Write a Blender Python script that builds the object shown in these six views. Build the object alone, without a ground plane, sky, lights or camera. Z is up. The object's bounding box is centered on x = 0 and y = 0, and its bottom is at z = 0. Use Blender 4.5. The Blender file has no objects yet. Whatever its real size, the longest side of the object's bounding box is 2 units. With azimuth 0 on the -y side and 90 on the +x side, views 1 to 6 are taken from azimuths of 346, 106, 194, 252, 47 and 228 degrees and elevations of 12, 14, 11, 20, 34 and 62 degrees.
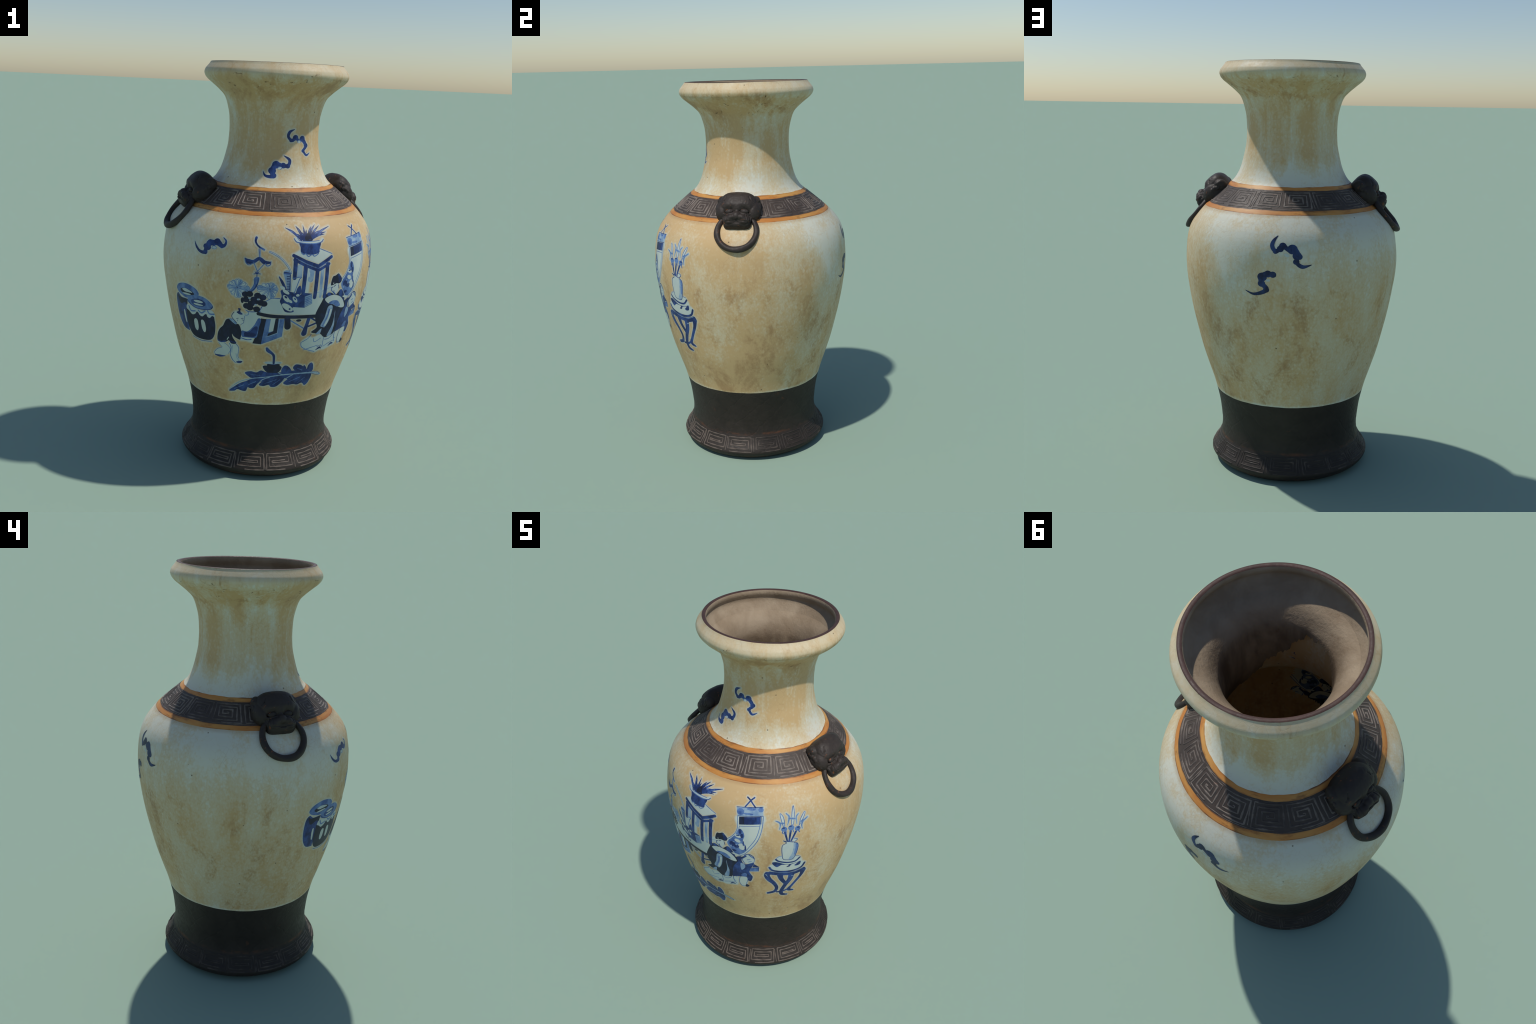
"""Large stoneware baluster vase: crackled cream glaze, brown unglazed bands with
key-fret relief, two lion-mask ring handles, blue brush painting on the belly."""
import bpy, bmesh, math, random
import numpy as np
from mathutils import Matrix, Vector, noise as mnoise
from mathutils.geometry import delaunay_2d_cdt

random.seed(7)

# ------------------------------------------------------------------ profile
# outer profile of the turned body: (height, radius) in metres
OUTER = [(0, .357), (.008, .370), (.018, .384), (.03, .395), (.045, .4025), (.06, .397), (.08, .3825),
         (.10, .370), (.12, .360), (.135, .354), (.15, .3515), (.18, .349), (.20, .349), (.22, .351),
         (.25, .354), (.30, .3605), (.36, .373), (.42, .3885), (.50, .4145), (.60, .446), (.70, .4715),
         (.80, .4945), (.90, .512), (1.0, .5235), (1.05, .525), (1.1, .523), (1.15, .518), (1.2, .507),
         (1.24, .490), (1.27, .470), (1.32, .4265), (1.36, .380), (1.40, .333), (1.42, .309), (1.44, .286),
         (1.47, .266), (1.5, .2525), (1.56, .2362), (1.62, .2248), (1.68, .2218), (1.74, .2243),
         (1.80, .2365), (1.84, .252), (1.87, .280), (1.90, .316), (1.92, .340), (1.935, .351), (1.95, .355),
         (1.965, .351), (1.98, .340), (1.992, .330), (2.0, .325)]
Z_LOW, Z_BAND0, Z_BAND1, Z_RIM = .386, 1.317, 1.431, 1.845      # glaze / band borders
TILT = (.0072, .0044)                                           # the pot leans a little


class Pchip:
    """monotone cubic through (x, y) points"""
    def __init__(self, pts):
        self.x = np.array([p[0] for p in pts], float)
        self.y = np.array([p[1] for p in pts], float)
        h, d = np.diff(self.x), np.diff(self.y) / np.diff(self.x)
        m = np.zeros(len(self.x))
        for i in range(1, len(m) - 1):
            if d[i - 1] * d[i] > 0:
                w1, w2 = 2 * h[i] + h[i - 1], h[i] + 2 * h[i - 1]
                m[i] = (w1 + w2) / (w1 / d[i - 1] + w2 / d[i])
        m[0], m[-1] = d[0], d[-1]
        self.m = m

    def __call__(self, v):
        v = np.clip(np.asarray(v, float), self.x[0], self.x[-1])
        i = np.clip(np.searchsorted(self.x, v) - 1, 0, len(self.x) - 2)
        h = self.x[i + 1] - self.x[i]
        t = (v - self.x[i]) / h
        return ((1 + 2 * t) * (1 - t) ** 2 * self.y[i] + t * (1 - t) ** 2 * h * self.m[i]
                + t * t * (3 - 2 * t) * self.y[i + 1] + t * t * (t - 1) * h * self.m[i + 1])


RAD = Pchip(OUTER)


def wobble(th, z):
    """hand-thrown unevenness, about 1 mm"""
    swell = .012 * np.exp(-((z - 1.255) / .062) ** 2) * np.clip(-np.cos(th), 0, 1) ** .8
    swell = swell + .005 * np.exp(-((z - 1.08) / .13) ** 2) * np.clip(-np.cos(th), 0, 1)
    return swell + (.0009 * np.sin(2 * th + 1.3 + 2 * z) + .0006 * np.sin(3 * th - 4 * z) + .0004 * np.sin(5 * th + 9 * z + .5))


def axis_x(z):
    return .0049 + TILT[0] * (z - 1) - .0015 * np.exp(-(np.asarray(z) / .22) ** 2)


def axis_y(z):
    return TILT[1] * (z - 1)


def place(th, z, r):
    return np.stack([axis_x(z) + r * np.cos(th), axis_y(z) + r * np.sin(th), z + 0 * r], -1)


def surf(th, z, off=0.):
    """point of the outer surface at angle th, height z, lifted by off along the normal; and the normal"""
    th, z = np.broadcast_arrays(np.asarray(th, float), np.asarray(z, float))
    e = .002
    slope = (RAD(z + e) - RAD(z - e)) / (np.minimum(z + e, 2.0) - np.maximum(z - e, 0.0))
    n = np.stack([np.cos(th), np.sin(th), -slope], -1)
    n /= np.linalg.norm(n, axis=-1, keepdims=True)
    p = place(th, z, RAD(z) + wobble(th, z))
    return p + n * np.asarray(off)[..., None] if np.ndim(off) else p + n * off, n


# ------------------------------------------------------------------ scene helpers
SCENE = bpy.context.scene.collection


def new_object(name, verts, faces, mats, parent=None, normals=None, face_mat=None, smooth=True, kind=None):
    me = bpy.data.meshes.new(name)
    me.from_pydata([tuple(map(float, v)) for v in verts], [], [tuple(map(int, f)) for f in faces])
    for m in mats if isinstance(mats, (list, tuple)) else [mats]:
        me.materials.append(m)
    if face_mat is not None:
        me.polygons.foreach_set('material_index', np.asarray(face_mat, np.int32))
    me.polygons.foreach_set('use_smooth', [smooth] * len(me.polygons))
    me.update()
    if normals is not None:
        me.normals_split_custom_set_from_vertices([tuple(map(float, n)) for n in normals])
    ob = bpy.data.objects.new(name, me)
    SCENE.objects.link(ob)
    if parent:
        ob.parent = parent
    if kind:
        ob['kind'] = kind
    return ob


def grid_faces(rows, cols, wrap=True, flip=False):
    out = []
    for i in range(rows - 1):
        for j in range(cols if wrap else cols - 1):
            a, b = i * cols + j, i * cols + (j + 1) % cols
            q = (a, b, b + cols, a + cols)
            out.append(q[::-1] if flip else q)
    return out


SEG = 384
THETA = np.linspace(0, 2 * np.pi, SEG, endpoint=False)


def edge_wave(z, amp, seed):
    """slightly uneven height of a brushed border"""
    k = seed
    return z + amp * (np.sin(3 * THETA + k) * .5 + np.sin(7 * THETA + 2.1 * k) * .3 + np.sin(17 * THETA + 3.3 * k) * .25
                      + np.sin(41 * THETA + k) * .15)


def lathe(name, lo, hi, step, mat, parent):
    rows = max(3, int(round((np.mean(hi) - np.mean(lo)) / step)) + 1)
    t = np.linspace(0, 1, rows)[:, None]
    zz = lo + (hi - lo) * t if np.ndim(lo) else lo + (hi - lo) * t + 0 * THETA
    p, n = surf(THETA + 0 * zz, zz)
    return new_object(name, p.reshape(-1, 3), grid_faces(rows, SEG), mat, parent, n.reshape(-1, 3))


def spin(name, prof, mat, parent, seg=256, flip=False, low=None, jag=None):
    """turn a hand-set (radius, height) profile round the pot's axis"""
    th = np.linspace(0, 2 * np.pi, seg, endpoint=False)
    r = np.array([p[0] for p in prof])[:, None] + 0 * th
    z = np.array([p[1] for p in prof])[:, None] + 0 * th
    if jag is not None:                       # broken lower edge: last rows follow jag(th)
        f = np.clip((z - z.min()) / (z.max() - z.min()), 0, 1)
        z = z.max() - (1 - f) * (z.max() - jag(th))
        r = np.interp(z, [q[1] for q in prof][::-1], [q[0] for q in prof][::-1])
    p = place(th + 0 * z, z, r)
    return new_object(name, p.reshape(-1, 3), grid_faces(len(prof), seg, flip=flip), mat, parent)


# ------------------------------------------------------------------ materials
class Nodes:
    def __init__(self, name):
        self.mat = bpy.data.materials.new(name)
        self.mat.use_nodes = True
        self.t = self.mat.node_tree
        self.bsdf = self.t.nodes['Principled BSDF']
        self.obj = self.t.nodes.new('ShaderNodeTexCoord').outputs['Object']

    def link(self, a, b):
        self.t.links.new(a, b)

    def put(self, sock, v):
        if hasattr(v, 'is_linked') or isinstance(v, bpy.types.NodeSocket):
            self.link(v, sock)
        else:
            sock.default_value = v

    def scaled(self, s, loc=(0, 0, 0)):
        n = self.t.nodes.new('ShaderNodeMapping')
        n.inputs['Scale'].default_value = s
        n.inputs['Location'].default_value = loc
        self.link(self.obj, n.inputs['Vector'])
        return n.outputs[0]

    def noise(self, s=(1, 1, 1), scale=1., detail=4., rough=.55, dist=0., loc=(0, 0, 0)):
        n = self.t.nodes.new('ShaderNodeTexNoise')
        self.link(self.scaled(s, loc), n.inputs['Vector'])
        n.inputs['Scale'].default_value = scale
        n.inputs['Detail'].default_value = detail
        n.inputs['Roughness'].default_value = rough
        n.inputs['Distortion'].default_value = dist
        return n.outputs['Fac']

    def voronoi(self, scale, s=(1, 1, 1), feature='F1', rand=1., vec=None):
        n = self.t.nodes.new('ShaderNodeTexVoronoi')
        n.feature = feature
        self.link(vec or self.scaled(s), n.inputs['Vector'])
        n.inputs['Scale'].default_value = scale
        n.inputs['Randomness'].default_value = rand
        return n.outputs['Distance']

    def xyz(self):
        n = self.t.nodes.new('ShaderNodeSeparateXYZ')
        self.link(self.obj, n.inputs[0])
        return n.outputs

    def math(self, op, a, b=0., c=0., clamp=False):
        n = self.t.nodes.new('ShaderNodeMath')
        n.operation = op
        n.use_clamp = clamp
        for k, v in enumerate((a, b, c)):
            self.put(n.inputs[k], v)
        return n.outputs[0]

    def ramp(self, v, lo, hi, smooth=True):
        n = self.t.nodes.new('ShaderNodeMapRange')
        n.interpolation_type = 'SMOOTHSTEP' if smooth else 'LINEAR'
        self.put(n.inputs['Value'], v)
        n.inputs['From Min'].default_value = lo
        n.inputs['From Max'].default_value = hi
        return n.outputs[0]

    def mix(self, f, a, b, mode='MIX'):
        n = self.t.nodes.new('ShaderNodeMix')
        n.data_type = 'RGBA'
        n.blend_type = mode
        self.put(n.inputs[0], f)
        for sock, v in ((n.inputs[6], a), (n.inputs[7], b)):
            self.put(sock, (*v, 1) if isinstance(v, tuple) and len(v) == 3 else v)
        return n.outputs[2]

    def bump(self, h, strength, dist, prev=None):
        n = self.t.nodes.new('ShaderNodeBump')
        n.inputs['Strength'].default_value = strength
        n.inputs['Distance'].default_value = dist
        self.link(h, n.inputs['Height'])
        if prev:
            self.link(prev, n.inputs['Normal'])
        return n.outputs[0]

    def finish(self, color, rough, spec=.3, normal=None):
        self.put(self.bsdf.inputs['Base Color'], (*color, 1) if isinstance(color, tuple) else color)
        self.put(self.bsdf.inputs['Roughness'], rough)
        self.bsdf.inputs['Specular IOR Level'].default_value = spec
        if normal:
            self.link(normal, self.bsdf.inputs['Normal'])
        return self.mat


PALE_GLAZE, MID_GLAZE, TAN_GLAZE, BROWN_STAIN = (.61, .60, .50), (.58, .49, .325), (.535, .37, .185), (.325, .185, .08)


def glaze_color(n):
    """cream glaze: pale ground, tan kiln flashing and runs, brown stains, fine crackle"""
    x, y, z = n.xyz()
    streak = n.noise((5.5, 5.5, 1.5), 1., 6, .62, .25)
    blotch = n.noise((4.5, 4.5, 3.), 1., 5, .6, .4, (3, 1, 7))
    mottle = n.noise((1, 1, .8), 55., 3, .6)
    fine = n.noise((1, 1, .6), 140., 2, .6, 0, (5, 2, 1))
    # the side that faced the fire is warmer all over; the far side is pale on the shoulder
    side = n.math('ADD', n.math('MULTIPLY', x, 1.0), n.math('MULTIPLY', y, -.9))
    side = n.ramp(side, -.42, .42)
    belly = n.math('MULTIPLY', n.ramp(z, .95, 1.25), n.ramp(z, 1.36, 1.3))
    foot_of_neck = n.math('MULTIPLY', n.ramp(z, 1.57, 1.46), n.ramp(z, 1.38, 1.42))
    throat = n.math('MULTIPLY', n.ramp(z, 1.815, 1.85), n.ramp(z, 1.93, 1.90))
    runs = n.math('MULTIPLY', n.math('SUBTRACT', n.noise((15, 15, 1.1), 1., 4, .6, .5, (2, 2, 5)), .5), n.ramp(z, 1.42, 1.55))
    pore = n.ramp(n.voronoi(62., (1, 1, .8)), .55, .1)
    m = n.math('ADD', n.math('MULTIPLY', n.math('SUBTRACT', streak, .5), 1.5), n.math('MULTIPLY', n.math('SUBTRACT', blotch, .5), 1.2))
    m = n.math('ADD', m, n.math('MULTIPLY', runs, 1.8))
    m = n.math('SUBTRACT', m, n.math('MULTIPLY', pore, .16))
    m = n.math('ADD', m, n.math('MULTIPLY', n.math('SUBTRACT', mottle, .5), .62))
    m = n.math('ADD', m, n.math('MULTIPLY', n.math('SUBTRACT', fine, .5), .5))
    m = n.math('ADD', m, n.math('ADD', n.math('ADD', n.math('MULTIPLY', side, .32), n.math('MULTIPLY', n.ramp(z, 1.0, .7), .10)), .585))
    m = n.math('SUBTRACT', m, n.math('MULTIPLY', n.math('MULTIPLY', belly, n.ramp(side, 1.0, .3)), .40))
    m = n.math('SUBTRACT', m, n.math('MULTIPLY', foot_of_neck, .40))
    m = n.math('ADD', m, n.math('MULTIPLY', throat, .22))
    m = n.math('SUBTRACT', m, n.math('MULTIPLY', n.ramp(z, .402, .388), .45))
    rim = n.math('MULTIPLY', n.ramp(z, 1.925, 1.955), .55)
    m = n.math('ADD', n.math('MULTIPLY', m, n.math('SUBTRACT', 1., rim)), n.math('MULTIPLY', rim, .42))
    c = n.mix(n.ramp(m, .0, .5), PALE_GLAZE, MID_GLAZE)
    c = n.mix(n.ramp(m, .4, 1.0), c, TAN_GLAZE)
    stain = n.math('ADD', n.math('MULTIPLY', n.noise((8, 8, 4.5), 1., 7, .7, .6, (9, 4, 2)), 1.), n.math('MULTIPLY', n.math('SUBTRACT', m, .5), .22))
    stain = n.math('MULTIPLY', n.ramp(stain, .54, .80), n.math('MAXIMUM', n.ramp(z, 1.2, .95), n.ramp(z, 1.75, 1.86)))
    c = n.mix(n.math('MULTIPLY', stain, n.math('ADD', .58, n.math('MULTIPLY', n.ramp(y, -.2, .25), .17))), c, BROWN_STAIN)
    under = n.math('MULTIPLY', n.ramp(z, 1.300, 1.315), n.ramp(z, 1.36, 1.35))       # thin brown-grey line below the ochre
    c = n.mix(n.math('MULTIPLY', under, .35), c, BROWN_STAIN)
    chip = n.math('MULTIPLY', n.ramp(n.noise((1, 1, 1.6), 22., 4, .7, .6, (5, 5, 5)), .64, .675), n.math('MULTIPLY', n.ramp(z, 1.83, 1.85), n.ramp(z, 1.962, 1.945)))
    c = n.mix(n.math('MULTIPLY', chip, .8), c, (.085, .042, .015))
    warp = n.math('ADD', fine, 0.)
    crack = n.voronoi(34., (1, 1, .9), 'DISTANCE_TO_EDGE')
    hair = n.math('MULTIPLY', n.ramp(crack, .035, .0), n.ramp(n.noise((1, 1, 1), 6., 2, .5, 0, (1, 8, 3)), .42, .62))
    c = n.mix(n.math('MULTIPLY', hair, .22), c, BROWN_STAIN)
    # iron specks
    sp = n.voronoi(11.)
    c = n.mix(n.math('MULTIPLY', n.ramp(sp, .05, .028), .75), c, (.05, .03, .015))
    return c, fine, mottle, crack


def glaze(name, dirt=True):
    n = Nodes(name)
    c, fine, mottle, crack = glaze_color(n)
    nb = n.bump(mottle, .25, .002)
    nb = n.bump(n.ramp(crack, 0, .06), .12, .001, nb)
    return n.finish(c, n.ramp(mottle, -.9, 1.6, False), .28, nb)


def halo_paint(name, amount):
    n = Nodes(name)
    c, fine, mottle, crack = glaze_color(n)
    return n.finish(n.mix(amount, c, (.50, .56, .52)), .5, .28)


def ink(name, dark, light, spread=(.35, .7), scale=26.):
    """cobalt wash: pools darker and lighter along the brush stroke"""
    n = Nodes(name)
    w = n.noise((1, 1, .7), scale, 3, .6, .3)
    g = n.noise((1, 1, 1), 140., 2, .5)
    f = n.math('ADD', n.ramp(w, *spread), n.math('MULTIPLY', n.math('SUBTRACT', g, .5), .25), clamp=True)
    return n.finish(n.mix(f, dark, light), .45, .3)


def brown_clay(name, base, worn, worn_lo=.62, worn_hi=.72, lines=False, edges=(), fade=None, fine_wear=False):
    """unglazed iron-brown body with rubbed orange-brown spots"""
    n = Nodes(name)
    x, y, z = n.xyz()
    a = n.noise((1, 1, 1), 9., 5, .65, .3)
    g = n.noise((1, 1, 1), 70., 4, .65)
    c = n.mix(n.ramp(n.math('ADD', a, n.math('MULTIPLY', g, .5)), .45, 1.0), tuple(v * .8 for v in base), tuple(v * 1.3 for v in base))
    if fade:                                  # ridge highlights come and go; almost lost on the far side
        f = n.math('ADD', n.noise((1, 1, 1), 7., 5, .7, .3, (8, 3, 3)), n.math('MULTIPLY', n.math('ADD', y, n.math('MULTIPLY', x, -.3)), fade[1]))
        c = n.mix(n.ramp(f, .36, .64), c, fade[0])
    s = n.ramp(n.noise((1, 1, 1), 34. if fine_wear else 13., 4, .6, .5, (4, 4, 1)), worn_lo, worn_hi)
    for z0, half, gain in edges:              # rubbed ridges
        near = n.ramp(n.math('ABSOLUTE', n.math('SUBTRACT', z, z0)), half, 0.)
        s = n.math('ADD', s, n.math('MULTIPLY', n.math('MULTIPLY', near, gain), n.ramp(n.noise((4, 4, 14), 2.2, 5, .7, .2, (2, 7, 1)), .42, .68)), clamp=True)
    c = n.mix(s, c, worn)
    nb = n.bump(g, .35, .0025)
    if lines:                                 # faint cord-like diaper in the dark field
        ang = n.math('ARCTAN2', y, x)
        for sgn in (1, -1):
            ph = n.math('ADD', n.math('ADD', n.math('MULTIPLY', ang, 8.), n.math('MULTIPLY', a, 2.5)), n.math('MULTIPLY', z, 24. * sgn))
            w = n.math('ABSOLUTE', n.math('SINE', ph))
            nb = n.bump(n.ramp(w, .0, .2), .22, .003, nb)
    nb = n.bump(n.noise((1, 1, 1), 24., 4, .6), .4, .004, nb)
    return n.finish(c, n.ramp(g, -.6, 1.4, False), .25, nb)


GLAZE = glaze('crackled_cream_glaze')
HALO_IN = halo_paint('clear_glaze_halo', .62)
HALO_MID = halo_paint('clear_glaze_halo_fading', .38)
HALO_OUT = halo_paint('clear_glaze_halo_edge', .16)
INK = ink('ink_near_black', (.011, .014, .033), (.018, .028, .085), (.42, .78))
NAVY = ink('ink_navy', (.009, .016, .052), (.022, .050, .15))
BLUE = ink('ink_cobalt', (.012, .024, .098), (.032, .076, .255))
MID = ink('ink_cobalt_wash', (.042, .092, .27), (.125, .22, .43), (.3, .65))
LIGHT = ink('ink_pale_wash', (.15, .25, .42), (.32, .42, .50), (.3, .7))
PALE = ink('ink_reserve_white', (.44, .51, .50), (.52, .57, .52), (.3, .7), 12.)
CLAY = brown_clay('iron_brown_clay', (.0265, .0205, .0165), (.11, .042, .02), 0.66, .82, True, [(.136, .012, .9), (.012, .022, 1.)])
BAND = brown_clay('iron_brown_band', (.058, .0435, .0365), (.22, .08, .035), .70, .84)
FRET = brown_clay('fret_rubbed_ridge', (.180, .147, .124), (.30, .12, .06), .70, .84, fade=((.064, .050, .045), .12))
FRET_LOW = brown_clay('fret_rubbed_ridge_low', (.105, .082, .067), (.22, .10, .05), .70, .84, fade=((.034, .027, .023), .45))
MASK = brown_clay('iron_brown_mask', (.033, .0255, .0215), (.20, .070, .026), .62, .73, fine_wear=True)


def ochre():
    n = Nodes('ochre_band')
    x, y, z = n.xyz()
    a = n.noise((6, 6, 30), 1., 5, .6, .2)
    c = n.mix(n.ramp(a, .3, .7), (.475, .175, .037), (.55, .285, .078))
    c = n.mix(n.math('MULTIPLY', n.ramp(n.noise((10, 10, 40), 1., 5, .7, 0, (3, 3, 3)), .52, .74), .8), c, (.13, .05, .022))
    for zb in (Z_BAND0, Z_BAND0 + .018, Z_BAND1 - .016, Z_BAND1):       # iron bleeding in at the brushed edges
        near = n.ramp(n.math('ABSOLUTE', n.math('SUBTRACT', z, zb)), .0045, .0005)
        c = n.mix(n.math('MULTIPLY', near, n.ramp(n.noise((8, 8, 8), 1., 4, .6, 0, (1, 4, zb * 9)), .35, .65)), c, (.16, .06, .025))
    return n.finish(c, .5, .3, n.bump(a, .3, .002))


def lining():
    n = Nodes('bare_inside_clay')
    x, y, z = n.xyz()
    a = n.noise((1, 1, 1), 7., 6, .65, .4)
    g = n.noise((1, 1, 1), 60., 4, .65)
    c = n.mix(n.ramp(a, .3, .72), (.25, .187, .122), (.345, .272, .187))
    c = n.mix(n.ramp(n.noise((1, 1, 1), 12., 5, .7, 0, (6, 1, 1)), .6, .8), c, (.17, .10, .055))
    throat_shade = n.math('MULTIPLY', n.ramp(z, 1.895, 1.75), n.ramp(n.noise((6, 6, 2), 1., 5, .6, .3, (2, 5, 8)), .25, .6))  # shadow down the neck, tinted into the clay colour by depth
    c = n.mix(n.math('MULTIPLY', throat_shade, .9), c, (.070, .047, .030))
    return n.finish(c, .7, .2, n.bump(g, .5, .006))


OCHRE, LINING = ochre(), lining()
LIP = brown_clay('lip_brown_glaze', (.058, .031, .025), (.20, .09, .05), .72, .86)

# ------------------------------------------------------------------ the vase
vase = bpy.data.objects.new('antique_vase', None)
SCENE.objects.link(vase)
vase['label'] = 'tall crackle-glazed baluster vase with blue painting and lion-mask ring handles'
vase['category'] = 'ceramic vase'

low_edge = edge_wave(Z_LOW, .0016, 1.7)
orange_lo0, orange_lo1 = edge_wave(Z_BAND0, .0012, .4), edge_wave(Z_BAND0 + .018, .0012, 2.2)
orange_hi0, orange_hi1 = edge_wave(Z_BAND1 - .016, .0012, 3.0), edge_wave(Z_BAND1, .0022, 5.1)
flat = lambda z: z + 0 * THETA
lathe('foot', flat(0.), low_edge, .006, CLAY, vase)
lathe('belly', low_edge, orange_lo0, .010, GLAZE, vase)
lathe('ochre_border', orange_lo0, orange_lo1, .004, OCHRE, vase)
lathe('shoulder_band', orange_lo1, orange_hi0, .004, BAND, vase)
lathe('ochre_border', orange_hi0, orange_hi1, .004, OCHRE, vase)
lathe('neck', orange_hi1, flat(Z_RIM), .008, GLAZE, vase)
lathe('rim', flat(Z_RIM), flat(2.0), .004, GLAZE, vase)
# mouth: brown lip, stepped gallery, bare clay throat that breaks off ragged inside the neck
spin('mouth_lip', [(.3255, 1.9995), (.3225, 2.0012), (.317, 2.0015), (.311, 2.0005), (.308, 1.998)], LIP, vase)


def ragged(th):
    d = np.degrees(th)
    d = (d + 180) % 360 - 180
    base = 1.465 + .325 * np.exp(-((d + 92) / np.where(d > -92, 42., 66.)) ** 2) + .10 * np.exp(-((d + 40) / 30.) ** 2)
    return base + .012 * np.sin(9 * th) + .008 * np.sin(23 * th + 1) + .006 * np.sin(47 * th) + .004 * np.sin(91 * th)


throat = [(.308, 1.998), (.3045, 1.990), (.306, 1.980), (.309, 1.971), (.317, 1.960), (.320, 1.948), (.314, 1.934), (.302, 1.918), (.287, 1.900)]
curve = Pchip([(1.40, .262), (1.46, .235), (1.52, .215), (1.60, .201), (1.68, .197), (1.75, .200), (1.80, .206), (1.84, .225), (1.87, .247), (1.90, .287)])
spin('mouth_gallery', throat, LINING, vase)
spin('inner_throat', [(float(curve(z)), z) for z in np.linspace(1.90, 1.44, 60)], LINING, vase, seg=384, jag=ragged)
# inner skin of the belly and neck, and the closed base
zs = np.linspace(.04, 1.90, 120)
inner = [(float(RAD(z)) - .003, z) for z in zs[::-1]]
spin('inner_wall', inner, GLAZE, vase)
spin('base', [(.357, 0.), (.340, .001), (.325, .010), (.30, .022), (.001, .024)], CLAY, vase, flip=True)
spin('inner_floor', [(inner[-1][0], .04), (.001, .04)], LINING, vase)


# ------------------------------------------------------------------ key-fret relief
def ribbon(pts, half, height, to_surf):
    """low rounded ridge along a polyline given in (angle, height) ; returns verts, faces"""
    verts, faces, norms = [], [], []
    prof = [(-1, -.0006), (-.72, height * .8), (0, height), (.72, height * .8), (1, -.0006)]
    n = len(pts)
    for i, (th, z) in enumerate(pts):
        a, b = pts[max(i - 1, 0)], pts[min(i + 1, n - 1)]
        r = float(RAD(z))
        arc = math.sqrt(1 + float((RAD(z + .004) - RAD(z - .004)) / .008) ** 2)
        d = Vector(((b[0] - a[0]) * r, (b[1] - a[1]) * arc)).normalized()
        for s, h in prof:
            o = Vector((-d.y, d.x)) * s * half(th, z)
            p, nn = surf(th + o.x / r, z + o.y / arc, h)
            verts.append(p)
        if i:
            k = 5 * i
            faces += [(k - 5 + j, k - 4 + j, k + 1 + j, k + j)[::-1] for j in range(4)]
    faces += [(0, 1, 2, 3, 4), tuple(range(len(verts) - 5, len(verts)))[::-1]]
    return verts, faces


def densify(pts, step):
    out = []
    for a, b in zip(pts, pts[1:]):
        k = max(1, int(math.ceil(math.dist(a, b) / step)))
        out += [(a[0] + (b[0] - a[0]) * i / k, a[1] + (b[1] - a[1]) * i / k) for i in range(k)]
    return out + [pts[-1]]


def key_spiral(turns, aspect, start):
    """square spiral in the unit square, wound inwards"""
    pitch = 2. / (2 * turns + .55)
    x0, x1, y0, y1 = -1., 1., -1., 1.
    px = pitch / aspect
    pts = [(x1 - start, y0), (x0, y0), (x0, y1), (x1, y1)]
    for k in range(turns):
        y0 += pitch
        if k == 0:
            pts.append((x1, y0 - pitch * .1 if start > .5 else y0))
        else:
            pts.append((x1, y0))
        x0 += px
        if x0 > x1 - px * .5:
            break
        pts += [(x0, y0)]
        y1 -= pitch
        if y1 < y0 + pitch * .5:
            break
        pts += [(x0, y1)]
        x1 -= px
        if x1 < x0 + px * .5:
            break
        pts += [(x1, y1)]
    return pts


def fret_unit(name, centre_deg, half_deg, z0, z1, turns, aspect, mirror, mat, width, height, rng, skew):
    pts = key_spiral(turns, aspect, rng.choice((.15, .35, .6)))
    seg = []
    for x, y in pts:
        x = -x if mirror else x
        x += rng.uniform(-.035, .035) + skew * y
        y += rng.uniform(-.03, .03)
        seg.append((math.radians(centre_deg + half_deg * x), (z0 + z1) / 2 + (z1 - z0) / 2 * y))
    v, f = ribbon(densify(seg, .004), lambda t, z: width * (1 + .28 * math.sin(41 * t + 130 * z)), height, None)
    return new_object(name, v, f, mat, vase)


rng = random.Random(3)
shoulder_units = [20.3 + 21.9 * k for k in range(8)] + [-165.3 + 23.3 * k for k in range(8)]
for i, c in enumerate(shoulder_units):
    fret_unit('key_fret', c, 9.3, Z_BAND0 + .026, Z_BAND1 - .024, 3, 1.0, i % 2 == 0, FRET, .0036, .0017, rng, rng.uniform(-.07, .07))
for c0, c1 in zip(sorted(shoulder_units), sorted(shoulder_units)[1:]):         # upright between neighbours
    if rng.random() < .6:
        t = math.radians((c0 + c1) / 2)
        v, f = ribbon(densify([(t, Z_BAND0 + .028), (t + rng.uniform(-.02, .02), Z_BAND1 - .03)], .004), lambda t, z: .0022 * (1 + .3 * math.sin(150 * z + t)), .0012, None)
        new_object('fret_upright', v, f, FRET, vase)
for zb in (Z_BAND0 + .0215, Z_BAND1 - .0195):                                   # scored edge lines of the band
    k = 0
    t = 0.
    while t < 2 * math.pi:
        span = rng.uniform(.25, .9)
        v, f = ribbon(densify([(t + s * span / 20, zb + .0006 * math.sin(9 * t + s)) for s in range(20)], .02), lambda t, z: .0011 * (1.1 + .6 * math.sin(23 * t)), .0009, None)
        new_object('scored_line', v, f, FRET, vase)
        t += span + rng.uniform(.02, .25)
foot_units = [-152.6, -132, -109, -87.5, -63.5, -40.8, -18, 4.6, 28, 51.5, 75.5, 98.9, 122.5, 143.5, 165, 186.5]
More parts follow.
